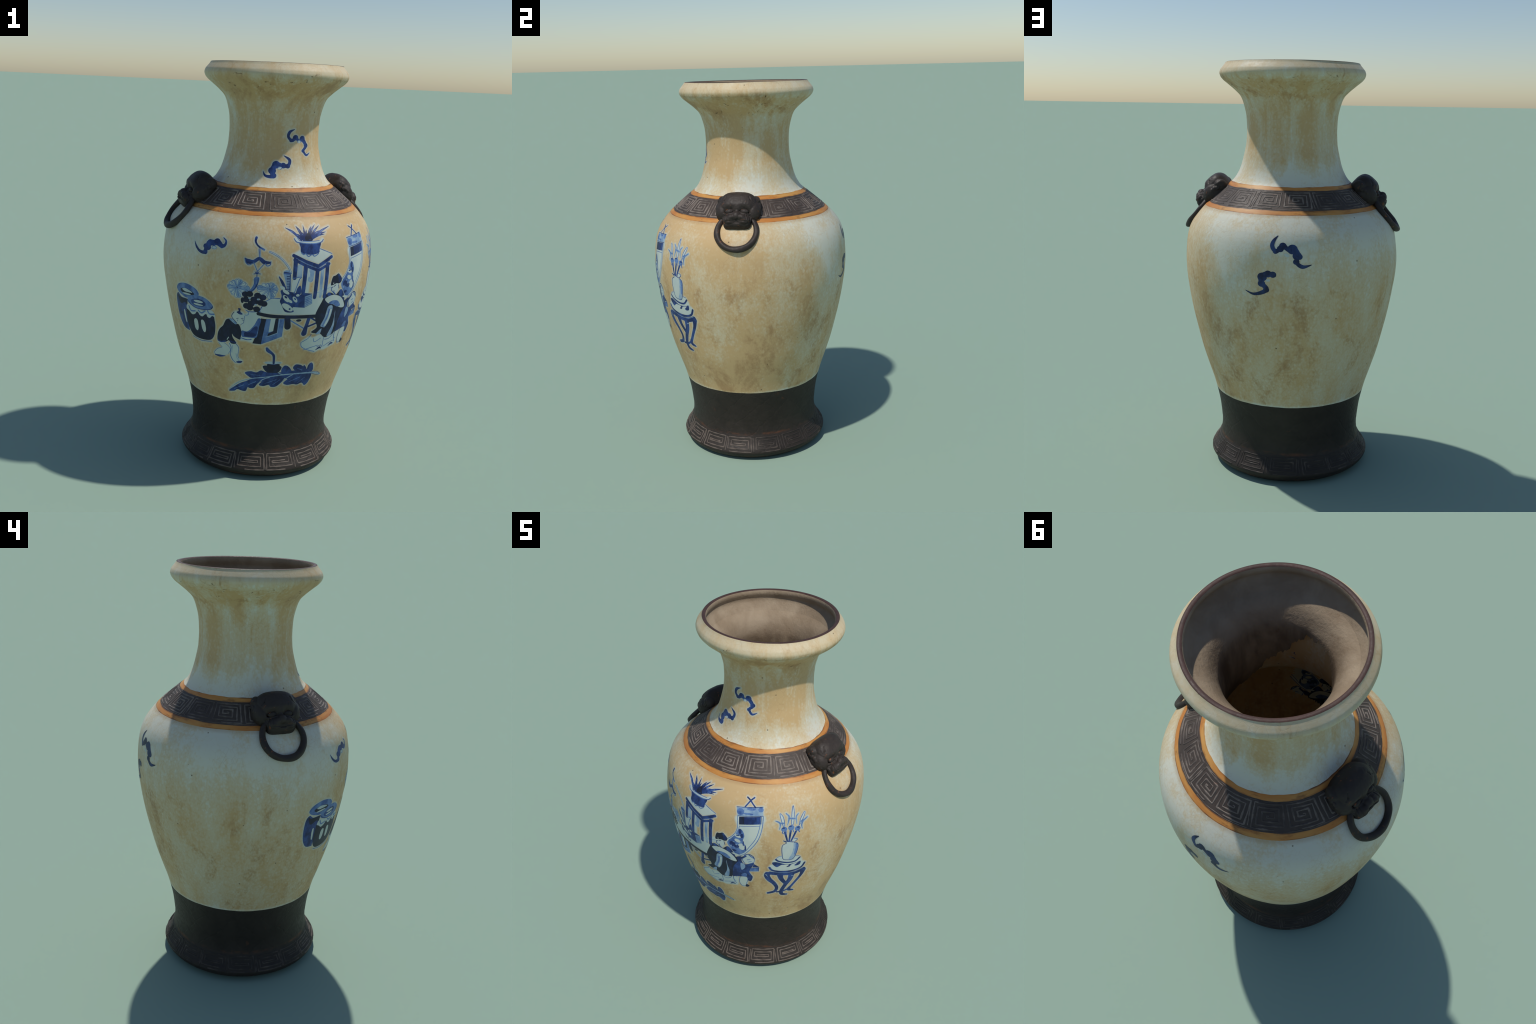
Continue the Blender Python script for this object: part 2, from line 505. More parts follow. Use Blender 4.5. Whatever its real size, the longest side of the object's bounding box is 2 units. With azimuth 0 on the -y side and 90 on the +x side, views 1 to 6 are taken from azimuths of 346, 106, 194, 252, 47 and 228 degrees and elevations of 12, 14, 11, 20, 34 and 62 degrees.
for i, c in enumerate(foot_units):
    fret_unit('key_fret', c, 9.6, .052, .118, 2, 1.9, i % 3 != 0, FRET_LOW, .0032, .0016, rng, rng.uniform(-.06, .06))
    nxt = (c + (foot_units[i + 1] if i < 15 else foot_units[0] + 360)) / 2
    t = math.radians(nxt)
    v, f = ribbon(densify([(t, .053), (t + rng.uniform(-.02, .02), .116)], .004), lambda t, z: .0026 * (1 + .3 * math.sin(170 * z + t)), .0014, None)
    new_object('fret_upright', v, f, FRET_LOW, vase)


# ------------------------------------------------------------------ blue brush painting
def catmull(pts, closed, step):
    """smooth curve through hand-placed points, sampled about every step"""
    P = np.array(pts, float)
    n = len(P)
    out = []
    for i in range(n if closed else n - 1):
        g = lambda k: P[k % n] if closed else P[min(max(k, 0), n - 1)]
        p0, p1, p2, p3 = g(i - 1), g(i), g(i + 1), g(i + 2)
        k = max(1, int(math.ceil(np.linalg.norm((p2 - p1)[:2]) / step)))
        for s in range(k):
            t = s / k
            out.append(.5 * (2 * p1 + (p2 - p0) * t + (2 * p0 - 5 * p1 + 4 * p2 - p3) * t * t + (3 * p1 - p0 - 3 * p2 + p3) * t ** 3))
    if not closed:
        out.append(P[-1])
    return np.array(out)


class Motif:
    """one painted subject; strokes and washes are given in millimetres in the unrolled
    frame (along the girth, up the pot) about (angle, height)"""
    LAYER, LIFT = .00007, .00042

    def __init__(self, name, angle, height, radius):
        self.name, self.frame = name, (angle, height, radius)
        self.v, self.n, self.f, self.m, self.w = [], [], [], [], []
        self.mats, self.count, self.halos = [], 0, []

    def __enter__(self):
        return self

    def _emit(self, pts, faces, mat, layer):
        a, h, r = self.frame
        pts = np.asarray(pts, float)
        th = math.radians(a) + pts[:, 0] / 1000. / r
        z = h + pts[:, 1] / 1000.
        self.count += 1
        off = self.LIFT + layer * self.LAYER + (self.count % 12) * 4e-6
        p, n = surf(th, z, off)
        q, _ = surf(th, z, -.0031 - off * .6)          # the same drawing ghosts through to the inner wall
        if mat not in self.mats:
            self.mats.append(mat)
        base = len(self.v)
        self.v += list(p)
        self.w += list(q)
        self.n += list(n)
        self.f += [tuple(base + i for i in f) for f in faces]
        self.m += [self.mats.index(mat)] * len(faces)

    def _ribbon(self, c, w, mat, layer, closed=False):
        """constant or varying width band along curve c, round ends"""
        n = len(c)
        d = np.roll(c, -1, 0) - np.roll(c, 1, 0) if closed else np.gradient(c, axis=0)
        d /= np.linalg.norm(d, axis=1, keepdims=True) + 1e-9
        o = np.stack([-d[:, 1], d[:, 0]], 1)
        cols = 5 if np.max(w) > 14 else 3
        s = np.linspace(-.5, .5, cols)
        pts = (c[:, None] + o[:, None] * (s[None, :, None] * np.asarray(w)[:, None, None])).reshape(-1, 2)
        faces = []
        for i in range(n if closed else n - 1):
            for j in range(cols - 1):
                a, b = i * cols + j, ((i + 1) % n) * cols + j
                faces.append((a, b, b + 1, a + 1))
        self._emit(pts, faces, mat, layer)
        if not closed:
            for k in (0, n - 1):
                if w[k] > 3:
                    self._disc(c[k], w[k] / 2, w[k] / 2, 0, mat, layer)

    def _disc(self, p, rx, ry, ang, mat, layer):
        rings, seg = (2 if max(rx, ry) < 14 else 4), 18
        ca, sa = math.cos(math.radians(ang)), math.sin(math.radians(ang))
        pts, faces = [(p[0], p[1])], []
        for i in range(1, rings + 1):
            for j in range(seg):
                t = 2 * math.pi * j / seg
                x, y = rx * i / rings * math.cos(t), ry * i / rings * math.sin(t)
                pts.append((p[0] + x * ca - y * sa, p[1] + x * sa + y * ca))
        for j in range(seg):
            k = (j + 1) % seg
            faces.append((0, 1 + j, 1 + k))
            for i in range(rings - 1):
                faces.append((1 + i * seg + j, 1 + (i + 1) * seg + j, 1 + (i + 1) * seg + k, 1 + i * seg + k))
        self._emit(pts, faces, mat, layer)

    def _halo(self, c, w, closed):
        for mat, extra, layer in ((HALO_OUT, 18., -3), (HALO_MID, 11., -2), (HALO_IN, 5.5, -1)):
            self._ribbon(c, np.asarray(w) + extra, mat, layer, closed)

    def line(self, mat, layer, pts, width, halo=False, corner=False):
        w = [width] * len(pts) if np.isscalar(width) else list(width)
        if len(w) < len(pts):
            w = np.interp(np.linspace(0, 1, len(pts)), np.linspace(0, 1, len(w)), w)
        q = [(x, y, b) for (x, y), b in zip(pts, w)]
        if corner:
            c = np.array(sum([[tuple(np.array(a) + (np.array(b) - np.array(a)) * t) for t in np.linspace(0, 1, max(2, int(math.dist(a[:2], b[:2]) / 5)), endpoint=False)] for a, b in zip(q, q[1:])], []) + [q[-1]])
        else:
            c = catmull(q, False, 4.)
        if halo:
            self._halo(c[:, :2], np.maximum(c[:, 2], .5), False)
        self._ribbon(c[:, :2], np.maximum(c[:, 2], .5), mat, layer)

    def fill(self, mat, layer, pts, halo=True, corner=False):
        if corner:
            c = np.array(sum([[tuple(np.array(a) + (np.array(b) - np.array(a)) * t) for t in np.linspace(0, 1, max(1, int(math.dist(a, b) / 7)), endpoint=False)] for a, b in zip(pts, pts[1:] + pts[:1])], []))
        else:
            c = catmull(pts, True, 5.)
        if halo:
            self._halo(c, np.full(len(c), .5), True)
        lo, hi = c.min(0), c.max(0)
        gx, gy = np.meshgrid(np.arange(lo[0] + 3, hi[0], 8.), np.arange(lo[1] + 3, hi[1], 8.))
        g = np.stack([gx.ravel(), gy.ravel()], 1)
        n = len(c)
        allp = [Vector(p) for p in np.vstack([c, g])]
        v, _, f, *_ = delaunay_2d_cdt(allp, [(i, (i + 1) % n) for i in range(n)], [list(range(n))], 1, 1e-5)
        self._emit([(p.x, p.y) for p in v], f, mat, layer)

    def blob(self, mat, layer, p, rx, ry, ang=0, halo=False):
        if halo:
            for m, e, l in ((HALO_OUT, 9., -3), (HALO_MID, 5.5, -2), (HALO_IN, 2.8, -1)):
                self._disc(p, rx + e, ry + e, ang, m, l)
        self._disc(p, rx, ry, ang, mat, layer)

    def flower(self, eye, left, right, up, down, petals=19):
        """open chrysanthemum seen aslant: outlined petals of unequal length round the eye"""
        for k in range(petals):
            t = 2 * math.pi * (k + .25 * math.sin(k * 2.3)) / petals
            c, sn = math.cos(t), math.sin(t)
            length = 1 / math.hypot(c / (right if c > 0 else left), sn / (up if sn > 0 else down)) * (1 + .08 * math.sin(k * 5.1))
            wide = length * .17 + 1.
            q = lambda f, w: (eye[0] + c * length * f - sn * w, eye[1] + sn * length * f + c * w)
            loop = [q(.05, 0), q(.5, wide * .7), q(.85, wide), q(1.0, 0), q(.85, -wide), q(.5, -wide * .7), q(.05, 0)]
            self.fill(PALE if k % 3 else LIGHT, 1 + k % 2, loop[:-1])
            self.line(MID, 3, loop, 1.6)
            self.line(LIGHT, 3, [q(.15, 0), q(.6, 0)], [4., 1.5])
        self.blob(BLUE, 4, eye, 4.4, 3.6)
        self.blob(PALE, 5, eye, 1.8, 1.5)

    def __exit__(self, *a):
        if a[0]:
            return False
        new_object(self.name, self.v, self.f, self.mats, vase, self.n, self.m)
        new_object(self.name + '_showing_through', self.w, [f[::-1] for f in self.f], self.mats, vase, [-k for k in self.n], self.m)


def paint():

    with Motif('bat', -125, 1.17, 0.52) as m:
        m.line(BLUE, 2, [(-190, 11), (-176, -10), (-153, -28), (-126, -31), (-115, -12), (-102, 15), (-77, 19), (-57, 23), (-34, 10), (-19, 16), (-16, 34), (-32, 48)], [2.1, 10.0, 12.1, 16.8, 22.9, 26.8, 24.3, 28.2, 19.3, 12.9, 8.6, 2.9], halo=True)
        m.blob(BLUE, 2, (-121, -2), 12.8, 11.5, 0, halo=True)
        m.blob(BLUE, 2, (-97, 17), 16.5, 14.9, 0, halo=True)
        m.blob(BLUE, 2, (-60, 25), 17.2, 15.6, 0, halo=True)
        m.blob(BLUE, 2, (-119, -28), 12.8, 11.5, 0, halo=True)
        m.blob(BLUE, 2, (-105, -5), 15.0, 13.6, 0, halo=True)
        m.blob(BLUE, 2, (-78, 16), 13.5, 12.2, 0, halo=True)
        m.blob(BLUE, 2, (-34, 7), 9.0, 8.1, 0, halo=True)
        m.blob(PALE, 3, (-73, -3), 14.3, 8.6, 0)
        m.line(MID, 4, [(-86, -4), (-76, 5), (-60, -2), (-72, -9), (-84, -6)], 2.1)

    with Motif('bat', 100, 1.15, 0.52) as m:
        m.line(NAVY, 2, [(-31, 86), (-50, 64), (-56, 40), (-37, 18), (-8, 42), (21, 24), (44, 24), (60, 0), (52, -25), (79, -47), (120, -38)], [2.8, 15.5, 19.7, 16.2, 23.2, 16.9, 30.2, 22.5, 17.6, 16.9, 2.8])
        m.blob(NAVY, 2, (-8, 42), 17.3, 15.5, 0)
        m.blob(NAVY, 2, (-19, 30), 15.8, 14.1, 0)
        m.blob(NAVY, 2, (35, 29), 23.6, 21.1, 0)
        m.blob(NAVY, 2, (56, 1), 20.5, 18.3, 0)
        m.blob(NAVY, 2, (-40, 19), 12.6, 11.3, 0)
        m.blob(NAVY, 2, (52, -25), 14.2, 12.7, 0)
        m.blob(NAVY, 2, (66, -3), 14.2, 12.7, 0)
        m.blob(PALE, 3, (10, 3), 12.7, 7.0, -20)

    with Motif('bat', 107, 1.06, 0.52) as m:
        m.line(NAVY, 2, [(-242, -75), (-204, -89), (-163, -79), (-141, -62), (-162, -38), (-165, -8), (-136, 9), (-107, 2)], [2.8, 11.3, 18.3, 19.7, 23.2, 26.0, 21.1, 16.9])
        m.blob(NAVY, 2, (-162, -8), 22.1, 19.7, 0)
        m.blob(NAVY, 2, (-136, 7), 17.3, 15.5, 0)
        m.blob(NAVY, 2, (-114, 5), 15.8, 14.1, 0)
        m.blob(NAVY, 2, (-165, -38), 17.3, 15.5, 0)
        m.blob(NAVY, 2, (-144, -66), 14.2, 12.7, 0)
        m.blob(PALE, 3, (-135, -22), 9.8, 5.6, 10)

    with Motif('bat', -74, 1.61, 0.225) as m:
        m.line(BLUE, 2, [(-20, 90), (-45, 77), (-51, 54), (-31, 37), (-14, 51), (6, 36), (25, 44), (48, 12), (32, -9), (48, -31), (73, -20)], [2.2, 14.2, 13.7, 14.2, 18.6, 11.5, 20.2, 17.0, 12.6, 10.9, 2.2], halo=True)
        m.blob(BLUE, 2, (-14, 51), 14.7, 13.1, 0, halo=True)
        m.blob(BLUE, 2, (25, 46), 15.9, 14.2, 0, halo=True)
        m.blob(BLUE, 2, (48, 14), 12.9, 11.5, 0, halo=True)
        m.blob(BLUE, 2, (-37, 38), 9.8, 8.8, 0, halo=True)
        m.blob(BLUE, 2, (30, -11), 9.8, 8.8, 0, halo=True)
        m.blob(PALE, 3, (6, 32), 7.7, 6.0, 0)
        m.line(MID, 4, [(0, 28), (-3, 38), (12, 38), (17, 28)], 2.7)

    with Motif('bat', -92, 1.51, 0.25) as m:
        m.line(BLUE, 2, [(-98, -8), (-85, -28), (-52, -29), (-56, -4), (-38, 24), (-3, 19), (22, 22), (29, 47), (-1, 67)], [2.2, 10.9, 18.0, 24.1, 24.1, 18.0, 15.3, 15.3, 2.7], halo=True)
        m.blob(BLUE, 2, (-56, -4), 18.4, 16.4, 0, halo=True)
        m.blob(BLUE, 2, (-38, 24), 19.6, 17.5, 0, halo=True)
        m.blob(BLUE, 2, (-50, -26), 14.7, 13.1, 0, halo=True)
        m.blob(BLUE, 2, (-3, 21), 14.7, 13.1, 0, halo=True)
        m.blob(BLUE, 2, (19, 19), 12.3, 10.9, 0, halo=True)
        m.blob(PALE, 3, (-19, 8), 10.9, 5.5, 15)
        m.line(MID, 4, [(-30, 10), (-22, 16), (-9, 11), (-17, 3)], 2.7)

    with Motif('covered_jars', -133, 0.87, 0.5) as m:
        m.fill(BLUE, 1, [(-245, 24), (-227, 38), (-204, 22), (-159, 20), (-161, -14), (-162, -66), (-171, -135), (-171, -143), (-213, -136), (-238, -106), (-250, -64), (-252, -12)])
        m.fill(INK, 2, [(-233, 31), (-218, 21), (-187, 18), (-157, 21), (-163, -7), (-178, 0), (-212, -13), (-227, 3)], halo=False)
        m.fill(PALE, 2, [(-194, -41), (-186, -41), (-182, -80), (-182, -104), (-190, -100), (-196, -65)], halo=False)
        m.fill(MID, 3, [(-236, 63), (-218, 84), (-182, 97), (-143, 100), (-103, 91), (-83, 78), (-76, 62), (-93, 48), (-123, 39), (-161, 27), (-202, 35), (-228, 47)])
        m.fill(INK, 4, [(-205, 60), (-185, 71), (-146, 74), (-115, 66), (-105, 56), (-119, 50), (-156, 41), (-191, 48)], halo=False)
        m.fill(PALE, 5, [(-189, 66), (-164, 74), (-132, 69), (-117, 62), (-140, 59), (-170, 58)], halo=False)
        m.fill(PALE, 5, [(-189, 47), (-159, 52), (-133, 52), (-129, 48), (-156, 43), (-179, 43)], halo=False)
        m.fill(INK, 3, [(-171, -27), (-155, -25), (-42, -12), (-3, -20), (6, -54), (7, -88), (-3, -130), (-28, -158), (-78, -167), (-133, -163), (-160, -143), (-173, -109), (-174, -64)])
        m.fill(PALE, 4, [(-161, -6), (-133, -4), (-99, -13), (-54, -14), (-13, -4), (6, -15), (9, -35), (-6, -31), (-21, -44), (-34, -40), (-38, -29), (-47, -31), (-64, -45), (-81, -41), (-88, -31), (-98, -28), (-110, -42), (-132, -49), (-153, -35), (-169, -26)], halo=False)
        m.line(MID, 5, [(-149, -11), (-137, -31), (-108, -27)], 7.4)
        m.line(MID, 5, [(-87, -19), (-68, -28), (-45, -13)], 7.4)
        m.line(MID, 5, [(-30, -10), (-20, -23), (3, -21)], 7.4)
        m.fill(MID, 6, [(-154, 24), (-134, 44), (-99, 55), (-67, 56), (-38, 50), (-13, 35), (1, 17), (-12, 0), (-54, -10), (-99, -11), (-132, -2), (-153, 9)])
        m.line(BLUE, 7, [(-155, 21), (-132, 1), (-99, -9), (-54, -8), (-12, 2), (-1, 17)], 4.0)
        m.fill(BLUE, 7, [(-129, 22), (-114, 32), (-74, 40), (-44, 31), (-40, 17), (-59, 5), (-97, 1), (-124, 8)], halo=False)
        m.fill(PALE, 8, [(-111, 27), (-81, 33), (-55, 29), (-63, 22), (-95, 20)], halo=False)
        m.fill(PALE, 8, [(-113, 12), (-83, 15), (-54, 12), (-71, 7), (-103, 6)], halo=False)
        m.fill(PALE, 5, [(-123, -78), (-110, -65), (-98, -74), (-97, -108), (-108, -127), (-122, -115)], halo=False)
        m.fill(PALE, 5, [(-76, -71), (-65, -62), (-53, -74), (-50, -108), (-60, -126), (-73, -110)], halo=False)
        m.line(MID, 4, [(-150, -167), (-98, -175), (-55, -171), (-23, -165)], 3.4, halo=True)

    with Motif('boy', -112, 0.79, 0.48) as m:
        m.fill(PALE, 1, [(-159, -79), (-132, -76), (-109, -90), (-98, -112), (-112, -134), (-143, -148), (-179, -152), (-189, -141), (-169, -118), (-142, -104)])
        m.line(MID, 2, [(-159, -81), (-147, -97), (-142, -104), (-169, -118), (-189, -141), (-179, -152)], 2.2)
        m.line(MID, 2, [(-130, -78), (-107, -93), (-98, -112), (-112, -134)], 2.2)
        m.line(BLUE, 2, [(-184, -152), (-158, -153), (-127, -148)], [5.6, 11.2, 2.8])
        m.fill(PALE, 1, [(-104, -75), (-69, -75), (-56, -95), (-61, -136), (-57, -150), (-38, -163), (-48, -175), (-75, -176), (-92, -161), (-100, -134), (-101, -102)])
        m.line(MID, 2, [(-102, -77), (-94, -96), (-99, -134), (-90, -161), (-75, -176)], 3.7)
        m.line(MID, 2, [(-68, -76), (-56, -95), (-61, -136), (-57, -150)], 3.1)
        m.line(LIGHT, 2, [(-87, -87), (-91, -123)], 3.7)
        m.line(LIGHT, 2, [(-70, -127), (-66, -149), (-57, -161)], 3.7)
        m.fill(BLUE, 3, [(-71, -171), (-57, -164), (-38, -164), (-48, -175), (-65, -176)], halo=False)
        m.fill(INK, 3, [(-112, 44), (-98, 51), (-81, 42), (-64, 31), (-53, 28), (-45, 11), (-41, -13), (-45, -40), (-49, -50), (-68, -43), (-80, -34), (-86, -24), (-83, -43), (-67, -72), (-92, -76), (-104, -62), (-121, -73), (-148, -78), (-163, -68), (-158, -32), (-145, -6), (-129, 11), (-120, 30)])
        m.line(BLUE, 4, [(-160, -70), (-145, -75), (-121, -69)], 6.9)
        m.line(BLUE, 4, [(-94, -66), (-71, -68)], 8.6)
        m.line(PALE, 4, [(-104, -45), (-112, -58)], 4.0)
        m.fill(PALE, 4, [(-84, 72), (-73, 89), (-55, 95), (-34, 89), (-25, 75), (-29, 49), (-32, 38), (-45, 29), (-62, 34), (-74, 48), (-83, 57)])
        m.line(BLUE, 5, [(-62, 34), (-74, 48), (-83, 59), (-84, 72), (-73, 89)], 2.9)
        m.line(MID, 5, [(-26, 75), (-29, 54), (-32, 38), (-45, 29)], 2.3)
        m.fill(BLUE, 6, [(-56, 109), (-44, 108), (-46, 95), (-35, 82), (-48, 79), (-63, 89), (-53, 97)], halo=False)
        m.line(BLUE, 5, [(-64, 57), (-54, 60)], 2.6)
        m.line(BLUE, 5, [(-43, 60), (-32, 62)], 2.6)
        m.line(BLUE, 5, [(-39, 53), (-31, 52)], 2.6)
        m.line(MID, 5, [(-59, 52), (-57, 44)], 2.3)
        m.fill(LIGHT, 5, [(-98, 52), (-81, 52), (-62, 32), (-69, 27), (-88, 41)], halo=False)

    with Motif('flower_vase', -100, 0.86, 0.5) as m:
        m.fill(PALE, 1, [(-117, 22), (-71, 29), (-59, 1), (-56, -15), (-65, -48), (-75, -101), (-118, -109), (-146, -105), (-151, -56), (-131, 4)])
        m.fill(MID, 2, [(-146, -72), (-118, -72), (-89, -40), (-70, -3), (-57, -12), (-65, -48), (-70, -81), (-78, -102), (-121, -104), (-145, -102)], halo=False)
        m.fill(BLUE, 3, [(-131, -77), (-112, -76), (-86, -46), (-71, -48), (-74, -81), (-85, -97), (-118, -100), (-134, -97)], halo=False)
        m.fill(PALE, 2, [(-156, -106), (-97, -106), (-96, -126), (-128, -121), (-156, -121)])
        m.line(MID, 3, [(-153, -109), (-121, -116), (-100, -112)], 5.0)
        m.line(MID, 2, [(-126, 33), (-114, 28), (-94, 28), (-63, 32)], 4.3, halo=True)
        m.line(MID, 2, [(-133, 10), (-123, 8), (-115, 15), (-117, 26), (-129, 35)], 2.9)
        m.blob(INK, 4, (-131, 111), 15.7, 14.3, 0, halo=True)
        m.blob(INK, 4, (-112, 114), 15.7, 14.3, 0, halo=True)
        m.blob(INK, 4, (-127, 86), 15.7, 14.3, 0, halo=True)
        m.blob(INK, 4, (-93, 89), 15.7, 14.3, 0, halo=True)
        m.blob(INK, 4, (-77, 109), 15.7, 14.3, 0, halo=True)
        m.blob(INK, 4, (-54, 101), 15.7, 14.3, 0, halo=True)
        m.blob(INK, 4, (-62, 75), 15.7, 14.3, 0, halo=True)
        m.blob(INK, 4, (-104, 68), 15.7, 14.3, 0, halo=True)
        m.blob(INK, 4, (-125, 55), 15.7, 14.3, 0, halo=True)
        m.blob(INK, 4, (-109, 48), 15.7, 14.3, 0, halo=True)
        m.blob(INK, 4, (-48, 71), 15.7, 14.3, 0, halo=True)
        m.blob(INK, 4, (-79, 42), 15.7, 14.3, 0, halo=True)
        m.blob(INK, 4, (-84, 81), 15.7, 14.3, 0, halo=True)
        m.blob(INK, 4, (-144, 81), 7.1, 14.3, 0, halo=True)
        m.blob(LIGHT, 5, (-112, 94), 5.7, 4.3, 0)
        m.blob(LIGHT, 5, (-74, 91), 5.7, 4.3, 0)
        m.blob(LIGHT, 5, (-84, 64), 5.7, 4.3, 0)
        m.flower((-170, 140), 40, 58, 38, 46)
        m.flower((-24, 144), 54, 34, 28, 46)
        m.fill(MID, 3, [(-94, 192), (-74, 195), (-76, 170), (-85, 145), (-103, 124), (-125, 121), (-109, 137), (-96, 162)])
        m.line(BLUE, 4, [(-78, 190), (-80, 166), (-91, 143), (-106, 127)], 4.3)
        m.line(BLUE, 3, [(-84, 212), (-99, 209)], [5.0, 2.9], halo=True)
        m.line(BLUE, 3, [(-84, 212), (-94, 220)], [5.0, 2.9], halo=True)
        m.line(BLUE, 3, [(-84, 212), (-85, 224)], [5.0, 2.9], halo=True)
        m.line(BLUE, 3, [(-84, 212), (-75, 222)], [5.0, 2.9], halo=True)
        m.line(BLUE, 3, [(-84, 212), (-68, 211)], [5.0, 2.9], halo=True)
        m.line(BLUE, 3, [(-84, 210), (-84, 194)], 3.6)

    with Motif('hanging_chime', -97, 1.1, 0.52) as m:
        m.line(BLUE, 2, [(-172, 37), (-157, 25), (-133, 25), (-108, 40), (-85, 25), (-62, 24)], [5.0, 21.4, 15.7, 15.7, 17.9, 10.7], halo=True)
        m.line(MID, 2, [(-173, 37), (-168, 19), (-153, 9), (-138, 17)], 4.3, halo=True)
        m.line(MID, 2, [(-81, 19), (-72, 9), (-58, 15), (-56, 29)], 4.3, halo=True)
        m.line(MID, 2, [(-132, 22), (-114, -17)], 3.6, halo=True)
        m.line(MID, 2, [(-87, 15), (-113, -17)], 3.6, halo=True)
        m.line(MID, 2, [(-112, 83), (-108, 48)], 4.3, halo=True)
        m.line(LIGHT, 2, [(-106, 85), (-103, 49)], 3.6)
        m.line(BLUE, 3, [(-128, 130), (-130, 116), (-122, 101), (-109, 90)], [12.1, 9.3, 7.1, 7.9], halo=True)
        m.line(MID, 3, [(-109, 90), (-88, 80)], 7.9, halo=True)
        m.line(MID, 3, [(-62, 72), (-38, 62), (-9, 43), (21, 11), (38, -21)], 7.0, halo=True)
        m.line(PALE, 4, [(-62, 72), (-38, 62), (-9, 43), (21, 11), (38, -21)], 3.0)

    with Motif('low_table', -80, 0.86, 0.5) as m:
        m.fill(PALE, 1, [(-245, 25), (-220, 80), (-190, 100), (-154, 99), (-2, 99), (60, 96), (44, 53), (29, 13), (-112, 22), (-193, 24)], corner=True)
        m.line(MID, 2, [(-245, 25), (-220, 80), (-190, 100), (-154, 99)], 4.0, corner=True)
        m.line(INK, 3, [(-245, 21), (-192, 12), (-111, 8), (33, 5)], 17.0, halo=True)
        m.fill(INK, 1, [(-233, -2), (-208, -4), (-227, -135), (-269, -133), (-245, -74)], corner=True)
        m.fill(MID, 1, [(-209, -4), (-125, -2), (-129, -92), (-227, -135)], corner=True)
        m.line(LIGHT, 2, [(-205, -95), (-191, -91), (-152, -74), (-147, -2)], 3.6, corner=True)
        m.fill(PALE, 3, [(-187, 0), (-166, 0), (-173, -64), (-194, -70)], halo=False, corner=True)
        m.fill(INK, 3, [(-166, 0), (-152, 1), (-155, -73), (-198, -91), (-196, -78), (-173, -64)], halo=False, corner=True)
        m.line(INK, 2, [(-112, 1), (-107, -41)], [27.1, 30.7], halo=True)
        m.line(MID, 1, [(-98, -9), (-27, -53)], 5.7, halo=True)
        m.line(BLUE, 2, [(-8, -4), (-15, -43), (-21, -79)], [17.9, 18.6, 28.6], halo=True)
        m.blob(INK, 2, (-57, -11), 12.9, 6.4, 0, halo=True)
        m.line(BLUE, 1, [(-3, -44), (44, -28)], 9.0, halo=True)
        m.line(BLUE, 1, [(1, -1), (47, -29)], 8.0, halo=True)

    with Motif('tall_stand', -63, 0.98, 0.52) as m:
        m.fill(PALE, 1, [(-261, 185), (-225, 204), (-129, 203), (-66, 179), (-141, 139), (-204, 163)], corner=True)
        m.line(MID, 2, [(-227, 203), (-129, 204), (-66, 179)], 3.5, corner=True)
        m.line(BLUE, 2, [(-262, 178), (-204, 150), (-141, 127), (-69, 165)], 15.0, halo=True, corner=True)
        m.line(BLUE, 2, [(-257, 159), (-204, 132), (-140, 106), (-82, 134)], 13.0, halo=True, corner=True)
        m.line(MID, 3, [(-251, 167), (-200, 140), (-141, 116), (-78, 150)], 3.0, corner=True)
        m.line(LIGHT, 1, [(-231, 127), (-231, 82)], 23.0, halo=True)
        m.line(LIGHT, 1, [(-172, 109), (-177, 68)], 28.0, halo=True)
        m.line(PALE, 1, [(-190, 110), (-194, 9)], 20.0, halo=True)
        m.line(LIGHT, 1, [(-117, 110), (-120, 47), (-119, -18)], [18.0, 15.0, 13.0], halo=True)
        m.line(BLUE, 3, [(-251, 163), (-254, 76)], [20.0, 18.0], halo=True)
        m.line(BLUE, 3, [(-203, 128), (-209, 6)], [20.0, 18.0], halo=True)
        m.line(BLUE, 3, [(-144, 116), (-148, -20)], [20.0, 18.0], halo=True)
        m.line(BLUE, 3, [(-91, 132), (-96, -21)], [20.0, 18.0], halo=True)
        m.line(PALE, 1, [(-139, -7), (-84, 14), (-65, 25)], 30.0, halo=True)
        m.line(LIGHT, 2, [(-147, 0), (-108, 8), (-60, 24)], 3.5)

    with Motif('potted_plant', -67, 1.14, 0.52) as m:
        m.line(BLUE, 3, [(-187, 84), (-224, 116), (-264, 135)], [7.2, 10.4, 1.5], halo=True)
        m.line(MID, 4, [(-224, 116), (-238, 121)], [1.0, 3.9, 0.7])
        m.line(BLUE, 3, [(-175, 83), (-191, 119), (-209, 142)], [9.4, 13.6, 1.5], halo=True)
        m.line(MID, 4, [(-191, 119), (-197, 126)], [1.0, 5.1, 0.7])
        m.line(BLUE, 3, [(-167, 83), (-168, 120), (-169, 144)], [6.6, 9.6, 1.5], halo=True)
        m.line(MID, 4, [(-168, 120), (-169, 128)], [1.0, 3.6, 0.7])
        m.line(BLUE, 3, [(-163, 83), (-159, 112), (-155, 127)], [6.6, 9.6, 1.5], halo=True)
        m.line(MID, 4, [(-159, 112), (-158, 116)], [1.0, 3.6, 0.7])
        m.line(BLUE, 3, [(-158, 83), (-141, 119), (-123, 141)], [7.2, 10.4, 1.5], halo=True)
        m.line(MID, 4, [(-141, 119), (-136, 126)], [1.0, 3.9, 0.7])
        m.line(BLUE, 3, [(-154, 83), (-129, 122), (-101, 147)], [7.2, 10.4, 1.5], halo=True)
        m.line(MID, 4, [(-129, 122), (-120, 129)], [1.0, 3.9, 0.7])
        m.line(BLUE, 3, [(-149, 83), (-115, 119), (-78, 142)], [6.6, 9.6, 1.5], halo=True)
        m.line(MID, 4, [(-115, 119), (-104, 126)], [1.0, 3.6, 0.7])
        m.line(BLUE, 3, [(-138, 83), (-81, 117), (-17, 137)], [6.6, 9.6, 1.5], halo=True)
